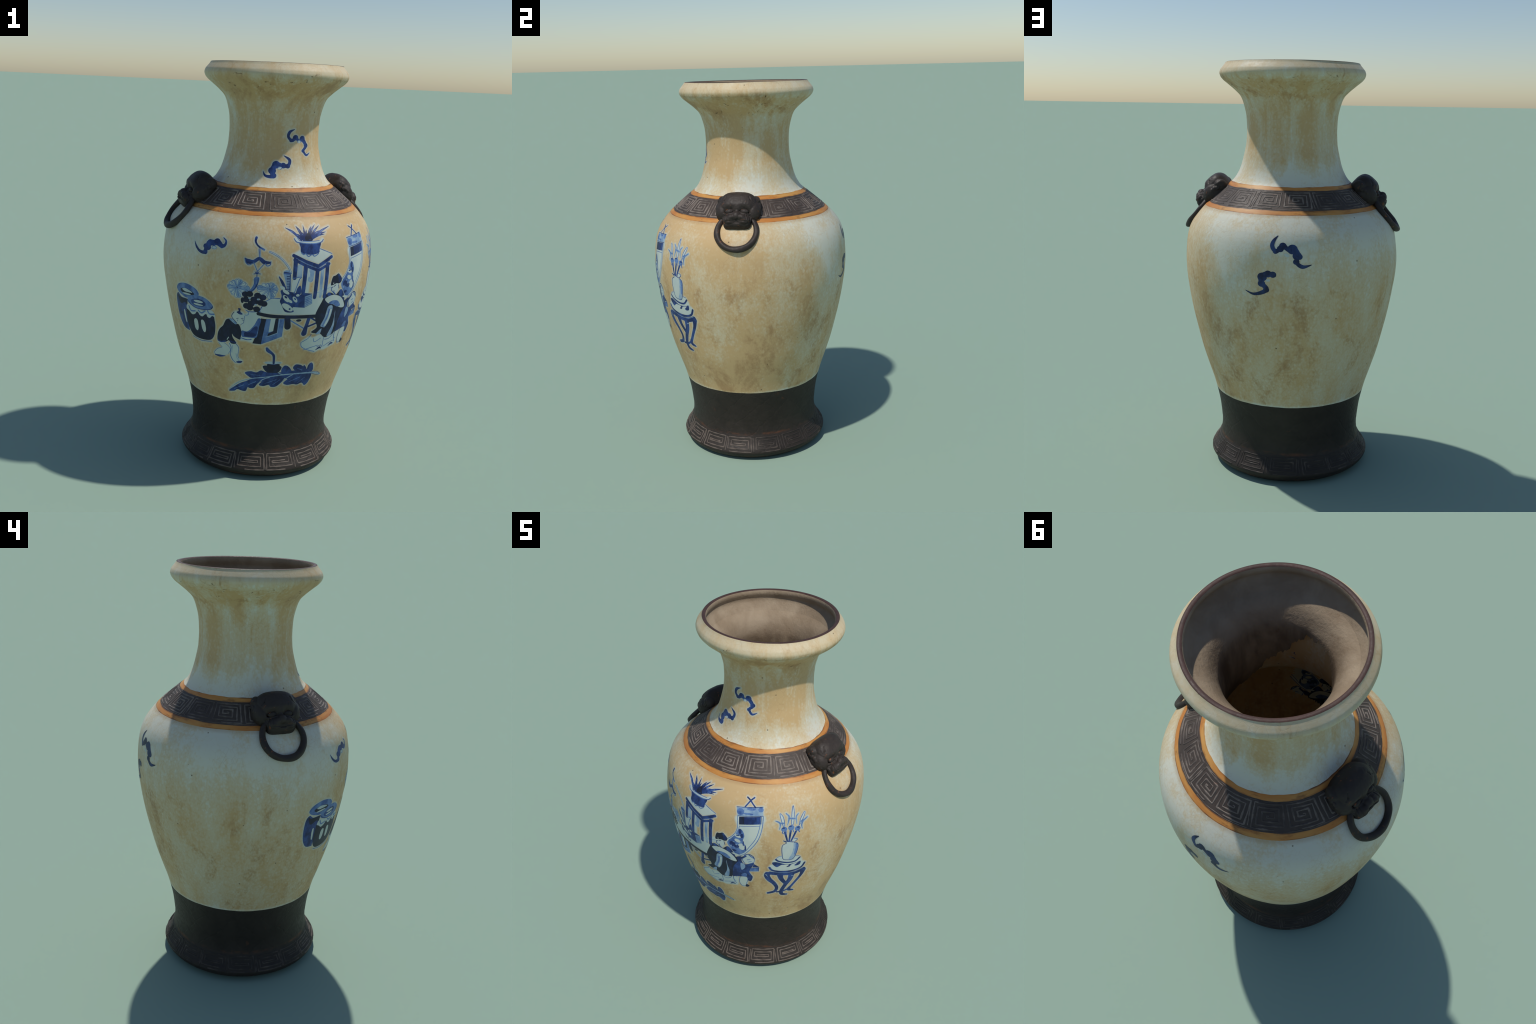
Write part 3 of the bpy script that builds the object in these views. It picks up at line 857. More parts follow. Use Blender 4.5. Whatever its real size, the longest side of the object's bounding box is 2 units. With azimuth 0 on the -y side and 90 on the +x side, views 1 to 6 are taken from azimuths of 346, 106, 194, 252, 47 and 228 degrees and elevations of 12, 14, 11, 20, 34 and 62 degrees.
        m.line(MID, 4, [(-81, 117), (-62, 123)], [1.0, 3.6, 0.7])
        m.line(BLUE, 3, [(-141, 83), (-96, 106), (-48, 115)], [7.2, 10.4, 1.5], halo=True)
        m.line(MID, 4, [(-96, 106), (-81, 108)], [1.0, 3.9, 0.7])
        m.line(BLUE, 3, [(-142, 83), (-101, 101), (-58, 106)], [6.1, 8.8, 1.5], halo=True)
        m.line(MID, 4, [(-101, 101), (-87, 102)], [1.0, 3.3, 0.7])
        m.line(BLUE, 3, [(-177, 84), (-199, 103), (-223, 110)], [7.2, 10.4, 1.5], halo=True)
        m.line(MID, 4, [(-199, 103), (-207, 105)], [1.0, 3.9, 0.7])
        m.line(BLUE, 3, [(-174, 83), (-192, 98), (-211, 99)], [5.5, 8.0, 1.5], halo=True)
        m.line(MID, 4, [(-192, 98), (-199, 97)], [1.0, 3.0, 0.7])
        m.line(BLUE, 3, [(-169, 83), (-177, 107), (-185, 117)], [8.2, 12.0, 1.5], halo=True)
        m.line(MID, 4, [(-177, 107), (-180, 109)], [1.0, 4.5, 0.7])
        m.line(BLUE, 3, [(-147, 83), (-111, 110), (-73, 123)], [6.6, 9.6, 1.5], halo=True)
        m.line(MID, 4, [(-111, 110), (-99, 114)], [1.0, 3.6, 0.7])
        m.fill(INK, 4, [(-170, 83), (-159, 107), (-142, 116), (-137, 101), (-131, 81)], halo=False)
        m.fill(BLUE, 4, [(-198, 73), (-173, 74), (-137, 71), (-90, 73), (-98, 43), (-101, 28), (-132, 20), (-168, 23), (-191, 32), (-193, 54)])
        m.fill(PALE, 5, [(-222, 91), (-207, 95), (-193, 80), (-141, 78), (-97, 79), (-77, 90), (-72, 82), (-89, 71), (-140, 68), (-194, 72), (-213, 77)])
        m.line(MID, 6, [(-222, 91), (-213, 78), (-194, 73), (-140, 68), (-89, 72), (-72, 84)], 4.0)
        m.line(MID, 6, [(-207, 95), (-193, 81), (-141, 78), (-94, 80)], 3.0)
        m.line(MID, 6, [(-189, 30), (-179, 22), (-168, 25), (-155, 13), (-137, 21), (-124, 13), (-104, 24)], 4.5, halo=True)

    with Motif('scholar_objects', -75, 0.95, 0.5) as m:
        m.fill(BLUE, 2, [(-96, 36), (-52, 29), (-46, -20), (-83, -38), (-133, -33), (-111, 23)], corner=True)
        m.fill(LIGHT, 3, [(-86, 17), (-52, 28), (-46, -19), (-81, -35)], halo=False, corner=True)
        m.line(MID, 4, [(-84, 9), (-52, 19)], 3.0)
        m.line(MID, 4, [(-83, 0), (-51, 11)], 3.0)
        m.line(MID, 4, [(-82, -8), (-50, 4)], 3.0)
        m.line(MID, 4, [(-81, -17), (-49, -4)], 3.0)
        m.line(MID, 4, [(-80, -26), (-48, -12)], 3.0)
        m.fill(LIGHT, 2, [(-188, 135), (-159, 133), (-153, 46), (-167, 48), (-179, 92)])
        m.line(BLUE, 3, [(-187, 133), (-160, 129), (-157, 48)], 4.0, corner=True)
        m.line(BLUE, 3, [(-173, 113), (-163, 113)], 3.5)
        m.line(BLUE, 3, [(-173, 105), (-163, 105)], 3.5)
        m.line(BLUE, 3, [(-173, 98), (-162, 98)], 3.5)
        m.line(BLUE, 3, [(-172, 90), (-162, 90)], 3.5)
        m.line(BLUE, 3, [(-172, 83), (-161, 83)], 3.5)
        m.line(BLUE, 3, [(-171, 75), (-161, 75)], 3.5)
        m.line(BLUE, 3, [(-171, 68), (-160, 68)], 3.5)
        m.line(BLUE, 3, [(-170, 60), (-160, 60)], 3.5)
        m.line(BLUE, 3, [(-170, 53), (-160, 53)], 3.5)
        m.line(MID, 3, [(-186, 127), (-161, 125)], 6.0)
        m.line(BLUE, 3, [(-207, 112), (-191, 84), (-171, 44)], [4.0, 12.0, 7.0], halo=True)
        m.fill(PALE, 3, [(-145, 105), (-114, 110), (-109, 107), (-129, 40), (-149, 32), (-150, 79)], corner=True)
        m.line(MID, 4, [(-109, 108), (-117, 100), (-137, 33)], 4.0, corner=True)
        m.line(MID, 4, [(-145, 105), (-112, 110)], 3.5)
        m.fill(BLUE, 3, [(-126, 54), (-111, 70), (-105, 45), (-111, 23), (-127, 24)], halo=False)
        m.fill(BLUE, 4, [(-197, 46), (-181, 52), (-153, 42), (-124, 32), (-109, 6), (-119, -24), (-138, -37), (-131, -57), (-169, -56), (-188, -23), (-197, -4), (-191, 20)])
        m.blob(PALE, 5, (-173, 41), 18.0, 7.5, -35)
        m.blob(PALE, 5, (-170, 9), 21.0, 10.0, -50)
        m.blob(PALE, 5, (-130, 4), 17.0, 8.0, -55)
        m.blob(PALE, 5, (-151, -4), 12.0, 6.0, -40)
        m.blob(PALE, 5, (-161, -34), 30.0, 13.0, -35)
        m.blob(PALE, 5, (-119, 24), 8.0, 6.0, 0)
        m.blob(PALE, 5, (-190, 61), 13.0, 7.0, -30)
        m.blob(BLUE, 6, (-172, 16), 8.0, 4.5, -40)
        m.blob(BLUE, 6, (-130, 7), 7.0, 3.0, -55)
        m.blob(BLUE, 6, (-150, -42), 4.5, 4.5, 0)

    with Motif('hanging_scroll', -38, 1.02, 0.52) as m:
        m.fill(PALE, 1, [(-179, 159), (-52, 171), (-54, 112), (-68, 48), (-98, -15), (-136, -66), (-169, -83), (-196, -81), (-208, -44), (-227, -15), (-231, 9), (-206, 33), (-184, 65), (-176, 100)])
        m.fill(LIGHT, 2, [(-187, 202), (-53, 213), (-52, 170), (-178, 158)], corner=True)
        m.blob(MID, 3, (-165, 182), 18.5, 16.6, 0)
        m.blob(MID, 3, (-64, 199), 13.3, 11.1, 0)
        m.blob(MID, 3, (-112, 199), 22.2, 6.7, 0)
        m.blob(MID, 3, (-126, 175), 25.9, 5.2, 0)
        m.line(BLUE, 4, [(-178, 158), (-52, 170)], 3.0)
        m.line(BLUE, 4, [(-187, 201), (-53, 212)], 3.0)
        m.fill(BLUE, 3, [(-170, 155), (-60, 167), (-60, 127), (-168, 113)], halo=False, corner=True)
        m.fill(INK, 4, [(-169, 154), (-144, 158), (-143, 119), (-168, 113)], halo=False, corner=True)
        m.line(MID, 3, [(-167, 104), (-65, 116)], 3.0)
        m.line(MID, 3, [(-178, 157), (-175, 100), (-186, 61), (-206, 33), (-228, 12)], 3.3)
        m.line(MID, 3, [(-166, 106), (-174, 67), (-199, 26), (-219, 10)], 2.6)
        m.line(MID, 3, [(-52, 169), (-55, 108), (-72, 38), (-102, -18), (-141, -69), (-169, -85)], 3.7)
        m.line(MID, 3, [(-65, 167), (-67, 113), (-83, 45), (-113, -11), (-131, -42)], 3.3)
        m.line(BLUE, 2, [(-137, 247), (-120, 236), (-92, 208)], 6.7, halo=True)
        m.line(BLUE, 2, [(-100, 248), (-120, 234), (-144, 207)], 6.7, halo=True)
        m.fill(MID, 4, [(-170, 87), (-152, 83), (-140, 51), (-147, 18), (-131, -20), (-136, -52), (-175, -80), (-200, -57), (-227, -13), (-209, 20), (-187, 49)], halo=False)
        m.blob(PALE, 5, (-174, 44), 17.0, 8.1, -20)
        m.blob(PALE, 5, (-174, 15), 16.3, 9.6, -25)
        m.blob(PALE, 5, (-154, -20), 16.3, 21.5, 20)
        m.blob(PALE, 5, (-185, -78), 22.2, 5.2, -10)
        m.blob(BLUE, 6, (-201, -11), 14.8, 16.3, 0)
        m.blob(BLUE, 6, (-179, -22), 13.3, 11.1, 0)
        m.blob(BLUE, 6, (-191, -52), 11.1, 7.4, 0)
        m.blob(BLUE, 6, (-162, 74), 8.1, 14.8, 0)
        m.blob(BLUE, 6, (-152, 49), 8.1, 13.3, 0)
        m.blob(BLUE, 6, (-145, 2), 3.7, 16.3, 0)
        m.blob(BLUE, 6, (-135, -25), 3.7, 18.5, 0)
        m.blob(BLUE, 6, (-174, 48), 8.9, 3.3, 0)
        m.blob(LIGHT, 7, (-193, 4), 5.9, 3.3, 0)
        m.blob(LIGHT, 7, (-207, -26), 3.7, 6.7, 0)
        m.blob(LIGHT, 7, (-180, -12), 4.4, 3.3, 0)

    with Motif('scholar', -55, 0.82, 0.48) as m:
        m.fill(PALE, 1, [(-235, -86), (-201, -60), (-179, -68), (-141, -56), (-119, -70), (-99, -75), (-63, -63), (-27, -34), (-25, -71), (-30, -116), (-59, -127), (-97, -139), (-124, -137), (-154, -146), (-195, -130), (-229, -111)])
        m.line(MID, 2, [(-236, -88), (-229, -111), (-195, -130), (-153, -144)], 3.4)
        m.line(MID, 2, [(-174, -72), (-164, -91), (-133, -76)], 3.4)
        m.line(MID, 2, [(-217, -129), (-181, -120), (-142, -112)], 3.4)
        m.line(MID, 2, [(-115, -75), (-111, -119)], 3.4)
        m.line(MID, 2, [(-106, -86), (-80, -85), (-58, -64)], 3.4)
        m.line(MID, 2, [(-105, -124), (-77, -111), (-46, -102)], 3.4)
        m.line(MID, 2, [(-50, -58), (-48, -87), (-35, -109)], 3.4)
        m.line(MID, 2, [(-143, -121), (-123, -114), (-111, -127)], 3.4)
        m.line(MID, 2, [(-233, -86), (-203, -68), (-190, -49)], 3.4)
        m.line(BLUE, 3, [(-146, -137), (-127, -126), (-117, -132)], [4.0, 11.4, 4.0])
        m.line(BLUE, 3, [(-72, -128), (-58, -116), (-44, -117)], [2.9, 10.3, 5.7])
        m.fill(BLUE, 2, [(-52, 76), (-25, 103), (-1, 111), (0, 79), (13, 58), (41, 68), (58, 74), (45, 34), (35, 4), (44, -19), (51, -37), (41, -72), (25, -67), (21, -43), (-4, -44), (-23, -48), (-52, -55), (-57, 9)])
        m.fill(INK, 3, [(-154, 140), (-136, 156), (-117, 152), (-94, 140), (-66, 164), (-45, 143), (-37, 117), (-19, 77), (-41, 32), (-48, -5), (-54, -52), (-63, -63), (-99, -75), (-119, -70), (-140, -52), (-164, -47), (-194, -36), (-169, -14), (-181, 20), (-187, 57), (-164, 116)])
        m.fill(BLUE, 4, [(-66, 164), (-45, 143), (-31, 106), (-42, 99), (-62, 118), (-72, 140)], halo=False)
        m.line(BLUE, 4, [(-134, 150), (-125, 142), (-123, 130)], 14.3)
        m.fill(PALE, 5, [(-149, 127), (-118, 141), (-85, 137), (-55, 121), (-32, 93), (-25, 71), (-44, 69), (-66, 77), (-84, 84), (-102, 95), (-120, 101), (-133, 106)])
        m.fill(MID, 6, [(-125, 106), (-101, 114), (-73, 107), (-54, 82), (-75, 79), (-97, 93), (-116, 97)], halo=False)
        m.fill(LIGHT, 5, [(-127, 81), (-112, 91), (-98, 78), (-104, 23), (-122, -17), (-135, -17), (-150, -8), (-135, 32)], halo=False)
        m.line(MID, 6, [(-116, 69), (-122, 32), (-138, -11)], 7.4)
        m.line(PALE, 6, [(-106, 67), (-111, 27), (-124, -9)], 9.7)
        m.fill(LIGHT, 4, [(-79, 59), (-74, 20), (-67, -16), (-75, -65), (-99, -68), (-79, -10)], halo=False)
        m.fill(LIGHT, 5, [(-167, -49), (-141, -23), (-143, -50), (-154, -52)], halo=False)
        m.fill(PALE, 4, [(-124, 188), (-96, 197), (-82, 196), (-82, 173), (-89, 154), (-101, 145), (-117, 155), (-125, 167)])
        m.line(BLUE, 5, [(-109, 183), (-99, 189)], 3.7)
        m.line(BLUE, 5, [(-122, 178), (-120, 163)], 3.7)
        m.line(BLUE, 5, [(-116, 162), (-110, 155), (-99, 143)], 3.7)
        m.line(BLUE, 5, [(-107, 163), (-105, 153), (-94, 142)], 3.7)
        m.line(BLUE, 5, [(-83, 188), (-79, 171)], 3.7)
        m.line(BLUE, 5, [(-123, 179), (-115, 181)], 3.7)
        m.fill(INK, 5, [(-127, 202), (-123, 221), (-117, 233), (-105, 235), (-89, 243), (-78, 233), (-67, 217), (-69, 201), (-83, 194), (-96, 197), (-115, 191), (-126, 190)])
        m.fill(BLUE, 6, [(-89, 240), (-78, 232), (-68, 216), (-72, 204), (-83, 200), (-87, 221)], halo=False)
        m.blob(PALE, 6, (-113, 199), 2.9, 2.6, 0)
        m.fill(PALE, 3, [(0, 102), (14, 126), (33, 135), (53, 122), (60, 103), (56, 80), (34, 66), (15, 71), (5, 81)])
        m.line(BLUE, 4, [(14, 125), (33, 135), (53, 122), (59, 103)], 4.6)
        m.line(MID, 4, [(35, 129), (53, 111)], 6.3)
        m.line(BLUE, 4, [(2, 102), (18, 119)], 11.4)
        m.line(MID, 4, [(1, 99), (7, 78), (15, 62)], 4.0)
        m.line(MID, 4, [(26, 93), (39, 97)], 4.6)
        m.line(MID, 4, [(32, 78), (45, 84)], 4.0)
        m.line(MID, 4, [(59, 100), (56, 80), (36, 66)], 2.9)
        m.fill(LIGHT, 3, [(-6, 61), (13, 55), (14, 31), (-4, 12)], halo=False)
        m.fill(MID, 3, [(42, 33), (81, 45), (79, 13), (36, 7)], corner=True)
        m.fill(BLUE, 4, [(57, 67), (83, 47), (49, 39)], halo=False, corner=True)
        m.line(BLUE, 4, [(81, 45), (79, 13)], 2.6)
        m.fill(MID, 3, [(-6, -27), (11, -12), (22, -17), (19, -40), (-2, -41)], halo=False)
        m.fill(PALE, 3, [(-15, -49), (21, -44), (26, -67), (13, -119), (-4, -123), (-19, -92)])
        m.line(MID, 4, [(-13, -48), (-19, -88), (-8, -120), (13, -120)], 3.1)
        m.line(MID, 4, [(23, -46), (25, -67), (15, -106)], 2.9)
        m.fill(INK, 4, [(12, -116), (19, -103), (33, -115), (18, -127)], halo=False)
        m.fill(PALE, 3, [(-49, -59), (-27, -53), (-32, -76), (-43, -91)], halo=False)
        m.line(MID, 4, [(-50, -58), (-47, -83), (-38, -91)], 3.4)

    with Motif('halberd_vase_stand', -15, 0.93, 0.5) as m:
        m.line(BLUE, 2, [(-148, 168), (-135, 113)], [10.6, 7.7], halo=True)
        m.line(BLUE, 2, [(-121, 172), (-127, 111)], [10.6, 7.7], halo=True)
        m.line(BLUE, 2, [(-96, 165), (-117, 113)], [10.6, 7.7], halo=True)
        m.fill(PALE, 2, [(-155, 197), (-168, 244), (-172, 271), (-156, 250), (-150, 204)])
        m.line(MID, 3, [(-155, 197), (-168, 244), (-172, 271), (-156, 250), (-150, 204), (-155, 197)], 3.4)
        m.fill(PALE, 2, [(-118, 210), (-115, 271), (-107, 301), (-104, 267), (-109, 209)])
        m.line(MID, 3, [(-118, 210), (-115, 271), (-107, 301), (-104, 267), (-109, 209), (-118, 210)], 3.4)
        m.fill(PALE, 2, [(-82, 196), (-73, 234), (-54, 265), (-51, 256), (-66, 223)])
        m.line(MID, 3, [(-82, 196), (-73, 234), (-54, 265), (-51, 256), (-66, 223), (-82, 196)], 3.4)
        m.line(LIGHT, 3, [(-193, 235), (-176, 226), (-170, 212), (-174, 187)], [4.8, 9.6, 8.7, 4.8], halo=True)
        m.line(MID, 4, [(-193, 235), (-176, 226), (-170, 212), (-174, 187)], [1.7, 3.4, 3.0, 1.7])
        m.line(LIGHT, 3, [(-143, 269), (-130, 254), (-131, 234), (-137, 207)], [6.8, 10.6, 8.7, 3.9], halo=True)
        m.line(MID, 4, [(-143, 269), (-130, 254), (-131, 234), (-137, 207)], [2.4, 3.7, 3.0, 1.3])
        m.line(LIGHT, 3, [(-84, 261), (-95, 245), (-92, 208)], [7.7, 8.7, 3.9], halo=True)
        m.line(MID, 4, [(-84, 261), (-95, 245), (-92, 208)], [2.7, 3.0, 1.3])
        m.line(LIGHT, 3, [(-40, 235), (-60, 219), (-68, 201), (-65, 176)], [10.6, 8.7, 8.7, 3.9], halo=True)
        m.line(MID, 4, [(-40, 235), (-60, 219), (-68, 201), (-65, 176)], [3.7, 3.0, 3.0, 1.3])
        m.line(LIGHT, 3, [(-168, 221), (-156, 220)], [10.6, 10.6], halo=True)
        m.line(MID, 4, [(-168, 221), (-156, 220)], [3.7, 3.7])
        m.line(LIGHT, 3, [(-130, 244), (-101, 238)], [11.6, 11.6], halo=True)
        m.line(MID, 4, [(-130, 244), (-101, 238)], [4.0, 4.0])
        m.line(LIGHT, 3, [(-72, 217), (-58, 225)], [10.6, 10.6], halo=True)
        m.line(MID, 4, [(-72, 217), (-58, 225)], [3.7, 3.7])
        m.blob(MID, 4, (-152, 186), 14.5, 13.5, 0, halo=True)
        m.blob(MID, 4, (-119, 191), 14.9, 14.5, 0, halo=True)
        m.blob(MID, 4, (-88, 182), 14.0, 14.0, 0, halo=True)
        m.blob(BLUE, 5, (-155, 193), 7.2, 4.3, 0)
        m.blob(BLUE, 5, (-122, 200), 7.2, 4.3, 0)
        m.blob(BLUE, 5, (-86, 188), 7.2, 4.3, 0)
        m.fill(PALE, 3, [(-154, 117), (-128, 109), (-105, 101), (-88, 118), (-96, 125), (-106, 127), (-108, 102), (-85, 92), (-81, 65), (-89, 15), (-103, -16), (-130, -16), (-149, -8), (-156, 28), (-160, 75), (-154, 92), (-140, 102)])
        m.fill(LIGHT, 4, [(-103, 98), (-84, 91), (-82, 60), (-89, 15), (-102, -15), (-122, -12), (-109, 24), (-103, 66)], halo=False)
        m.fill(MID, 5, [(-93, 92), (-84, 88), (-84, 51), (-92, 15), (-99, 22), (-94, 59)], halo=False)
        m.line(BLUE, 5, [(-154, 118), (-139, 102), (-154, 91), (-159, 73), (-156, 28), (-149, -7), (-130, -16), (-103, -16), (-89, 15), (-81, 65), (-85, 91), (-101, 100), (-87, 118), (-104, 127)], 3.4)
        m.line(BLUE, 5, [(-154, 117), (-128, 109), (-105, 103)], 4.3)
        m.fill(PALE, 2, [(-213, -64), (-194, -46), (-125, -72), (-58, -46), (-36, -54), (-34, -78), (-66, -98), (-123, -99), (-185, -90)])
        m.fill(PALE, 2, [(-198, -31), (-183, -7), (-122, -31), (-65, -16), (-51, -49), (-55, -76), (-125, -82), (-187, -57)])
        m.line(MID, 4, [(-157, 178), (-160, 167), (-155, 161)], 4.8)
        m.line(MID, 4, [(-144, 177), (-141, 163)], 4.8)
        m.line(MID, 4, [(-124, 182), (-125, 167)], 4.8)
        m.line(MID, 4, [(-111, 180), (-107, 165)], 4.8)
        m.line(MID, 4, [(-83, 170), (-78, 159)], 4.8)
        m.fill(BLUE, 3, [(-201, -30), (-179, -27), (-127, -50), (-79, -47), (-58, -41), (-59, -65), (-77, -72), (-88, -65), (-72, -49), (-103, -56), (-112, -70), (-129, -70), (-117, -55), (-151, -51), (-161, -55), (-177, -65), (-194, -49)], halo=False)
        m.fill(PALE, 4, [(-185, -5), (-171, 11), (-148, 15), (-149, -7), (-130, -16), (-103, -16), (-94, 4), (-69, 0), (-65, -11), (-81, -32), (-122, -36), (-166, -24)])
        m.line(BLUE, 5, [(-184, -7), (-169, -22), (-128, -36), (-88, -35), (-65, -12)], 9.6)
        m.line(MID, 5, [(-184, -2), (-171, 12), (-155, 15)], 2.9)
        m.line(MID, 5, [(-93, 5), (-68, -1)], 2.9)
        m.line(BLUE, 4, [(-213, -66), (-196, -89), (-140, -105), (-87, -105), (-49, -91), (-34, -62)], 11.6, halo=True)
        m.line(BLUE, 4, [(-208, -109), (-139, -123), (-78, -125), (-35, -110)], 25.1, halo=True)
        m.line(LIGHT, 5, [(-205, -97), (-139, -114), (-79, -116), (-37, -101)], 2.4)
        m.line(BLUE, 3, [(-222, -114), (-223, -133), (-209, -164), (-185, -195), (-167, -235), (-176, -268), (-212, -281)], [28.9, 29.9, 27.0, 22.2, 19.3, 19.3, 16.4], halo=True)
        m.line(BLUE, 3, [(-95, -132), (-101, -176), (-122, -223), (-138, -271), (-131, -300), (-102, -310)], [33.8, 28.0, 24.1, 23.1, 20.2, 11.6], halo=True)
        m.line(BLUE, 2, [(-156, -130), (-146, -166), (-117, -212)], [31.8, 24.1, 19.3], halo=True)
        m.line(BLUE, 2, [(-34, -120), (-43, -161), (-79, -229), (-97, -265), (-69, -279)], [31.8, 19.3, 16.4, 21.2, 10.6], halo=True)
        m.line(BLUE, 2, [(-162, -276), (-132, -275), (-106, -263)], 11.6, halo=True)
        m.line(LIGHT, 4, [(-230, -119), (-221, -135)], 3.9)
        m.line(LIGHT, 4, [(-93, -149), (-80, -148)], 3.9)

    with Motif('water_pot_on_leaf', -88, 0.52, 0.42) as m:
        m.fill(BLUE, 1, [(-249, -41), (-173, 11), (-141, 34), (-98, 44), (-35, 55), (31, 61), (107, 52), (127, 28), (104, 13), (18, 9), (-19, 21), (-96, 7), (-162, -13)])
        m.fill(BLUE, 2, [(-288, -73), (-257, -44), (-219, -15), (-173, 4), (-118, 14), (-139, -12), (-155, -37), (-175, -42), (-187, -38), (-197, -60), (-216, -62), (-241, -57), (-257, -69)])
        m.fill(BLUE, 2, [(-96, 18), (-53, 26), (-9, 32), (-31, -10), (-52, -28), (-75, -28), (-85, -17), (-112, -25), (-132, -16)])
        m.fill(BLUE, 2, [(32, 32), (120, 32), (122, -12), (104, -33), (83, -16), (59, -23), (37, -18), (6, -20), (-15, -8), (3, 13)])
        m.fill(BLUE, 2, [(-199, 45), (-173, 56), (-146, 52), (-125, 64), (-99, 55), (-56, 53), (-38, 44), (-97, 31), (-162, 18), (-184, 27)])
        m.fill(BLUE, 2, [(-32, 52), (-33, 73), (-20, 92), (1, 82), (19, 51), (0, 45), (-22, 45)])
        m.fill(BLUE, 2, [(20, 75), (30, 94), (54, 90), (69, 80), (73, 87), (86, 72), (91, 61), (95, 84), (108, 95), (122, 79), (125, 44), (83, 44), (45, 51)])
        m.line(LIGHT, 3, [(-285, -65), (-256, -35), (-219, -7), (-162, 16), (-97, 28), (-33, 39), (35, 42), (124, 36), (180, 18)], [2.6, 3.7, 4.2, 4.7, 5.2, 5.8, 6.8, 8.9, 6.3], halo=True)
        m.line(LIGHT, 3, [(-86, 26), (-118, 11), (-139, -17)], [5.2, 3.7, 2.1])
        m.line(LIGHT, 3, [(26, 39), (-7, 16), (-37, -17)], [5.2, 3.7, 2.1])
        m.line(LIGHT, 3, [(-50, 55), (-36, 46), (-22, 42)], [5.2, 3.7, 2.1])
        m.line(MID, 3, [(-258, -57), (-208, -27)], [2.1, 4.2])
        m.line(MID, 3, [(-185, -24), (-148, -1)], [2.1, 4.2])
        m.line(MID, 3, [(-106, -10), (-52, 13)], [2.1, 4.2])
        m.line(MID, 3, [(-67, -17), (-34, 12)], [2.1, 4.2])
        m.line(MID, 3, [(8, -4), (64, 20)], [2.1, 4.2])
        m.line(MID, 3, [(57, -14), (91, 13)], [2.1, 4.2])
        m.line(MID, 3, [(-173, 36), (-130, 37)], [2.1, 4.2])
        m.line(MID, 3, [(40, 73), (67, 59)], [2.1, 4.2])
        m.line(BLUE, 4, [(123, 41), (155, 37), (180, 20), (166, 16), (129, 29)], 2.1)
        m.fill(INK, 4, [(-119, 87), (-95, 93), (-50, 93), (-34, 81), (-46, 55), (-67, 52), (-101, 57)])
        m.fill(INK, 4, [(-96, 103), (-48, 101), (-49, 89), (-95, 89)], halo=False)
        m.blob(LIGHT, 5, (-74, 107), 36.7, 6.8, 0, halo=True)
        m.blob(PALE, 6, (-74, 107), 28.8, 3.7, 0)
        m.line(MID, 5, [(-102, 107), (-73, 99), (-45, 106)], 2.1)
        m.line(BLUE, 7, [(-106, 185), (-100, 173), (-81, 156), (-74, 141), (-72, 105)], [10.5, 16.2, 11.5, 11.0, 9.4], halo=True)


paint()


# ------------------------------------------------------------------ lion-mask ring handles
def ellipsoid(bm, c, r, rot=(0, 0, 0), power=2.):
    """(super)ellipsoid; power > 2 makes it boxier"""
    m = Matrix.Translation(c) @ Matrix.Rotation(math.radians(rot[2]), 4, 'Z') @ Matrix.Rotation(math.radians(rot[1]), 4, 'Y') @ Matrix.Rotation(math.radians(rot[0]), 4, 'X')
    g = bmesh.ops.create_icosphere(bm, subdivisions=4, radius=1.)
    for v in g['verts']:
        if power != 2.:
            k = (abs(v.co.x) ** power + abs(v.co.y) ** power + abs(v.co.z) ** power) ** (-1 / power)
            v.co *= k
        v.co = m @ Vector((v.co.x * r[0], v.co.y * r[1], v.co.z * r[2]))


def organic(name, build, voxel, smooth, factor=.5, carve=()):
    """melt overlapping lumps into one modelled surface"""
    bm = bmesh.new()
    build(bm)
    me = bpy.data.meshes.new(name)
    bm.to_mesh(me)
    bm.free()
    ob = bpy.data.objects.new(name, me)
    SCENE.objects.link(ob)
    r = ob.modifiers.new('melt', 'REMESH')
    r.mode, r.voxel_size, r.use_smooth_shade = 'VOXEL', voxel, True
    s = ob.modifiers.new('soften', 'SMOOTH')
    s.factor, s.iterations = factor, smooth
    out = bpy.data.meshes.new_from_object(ob.evaluated_get(bpy.context.evaluated_depsgraph_get()))
    bpy.data.objects.remove(ob)
    out.name = name
    for v in out.vertices:                                  # hollows and scored lines, cut along z
        if v.co.z > .012:
            for (ax, ay), (bx, by), wide, deep in carve:
                dx, dy = bx - ax, by - ay
                t = min(1., max(0., ((v.co.x - ax) * dx + (v.co.y - ay) * dy) / (dx * dx + dy * dy + 1e-12)))
                d = math.hypot(v.co.x - ax - t * dx, v.co.y - ay - t * dy) / wide
                if d < 2.5:
                    v.co.z -= deep * math.exp(-d * d)
    for v in out.vertices:                                  # hand-worked unevenness
        v.co += Vector(v.co).normalized() * (.0016 * mnoise.noise(v.co * 40) + .0009 * mnoise.noise(v.co * 110))
    out.polygons.foreach_set('use_smooth', [True] * len(out.polygons))
    out.materials.append(MASK)
    return out


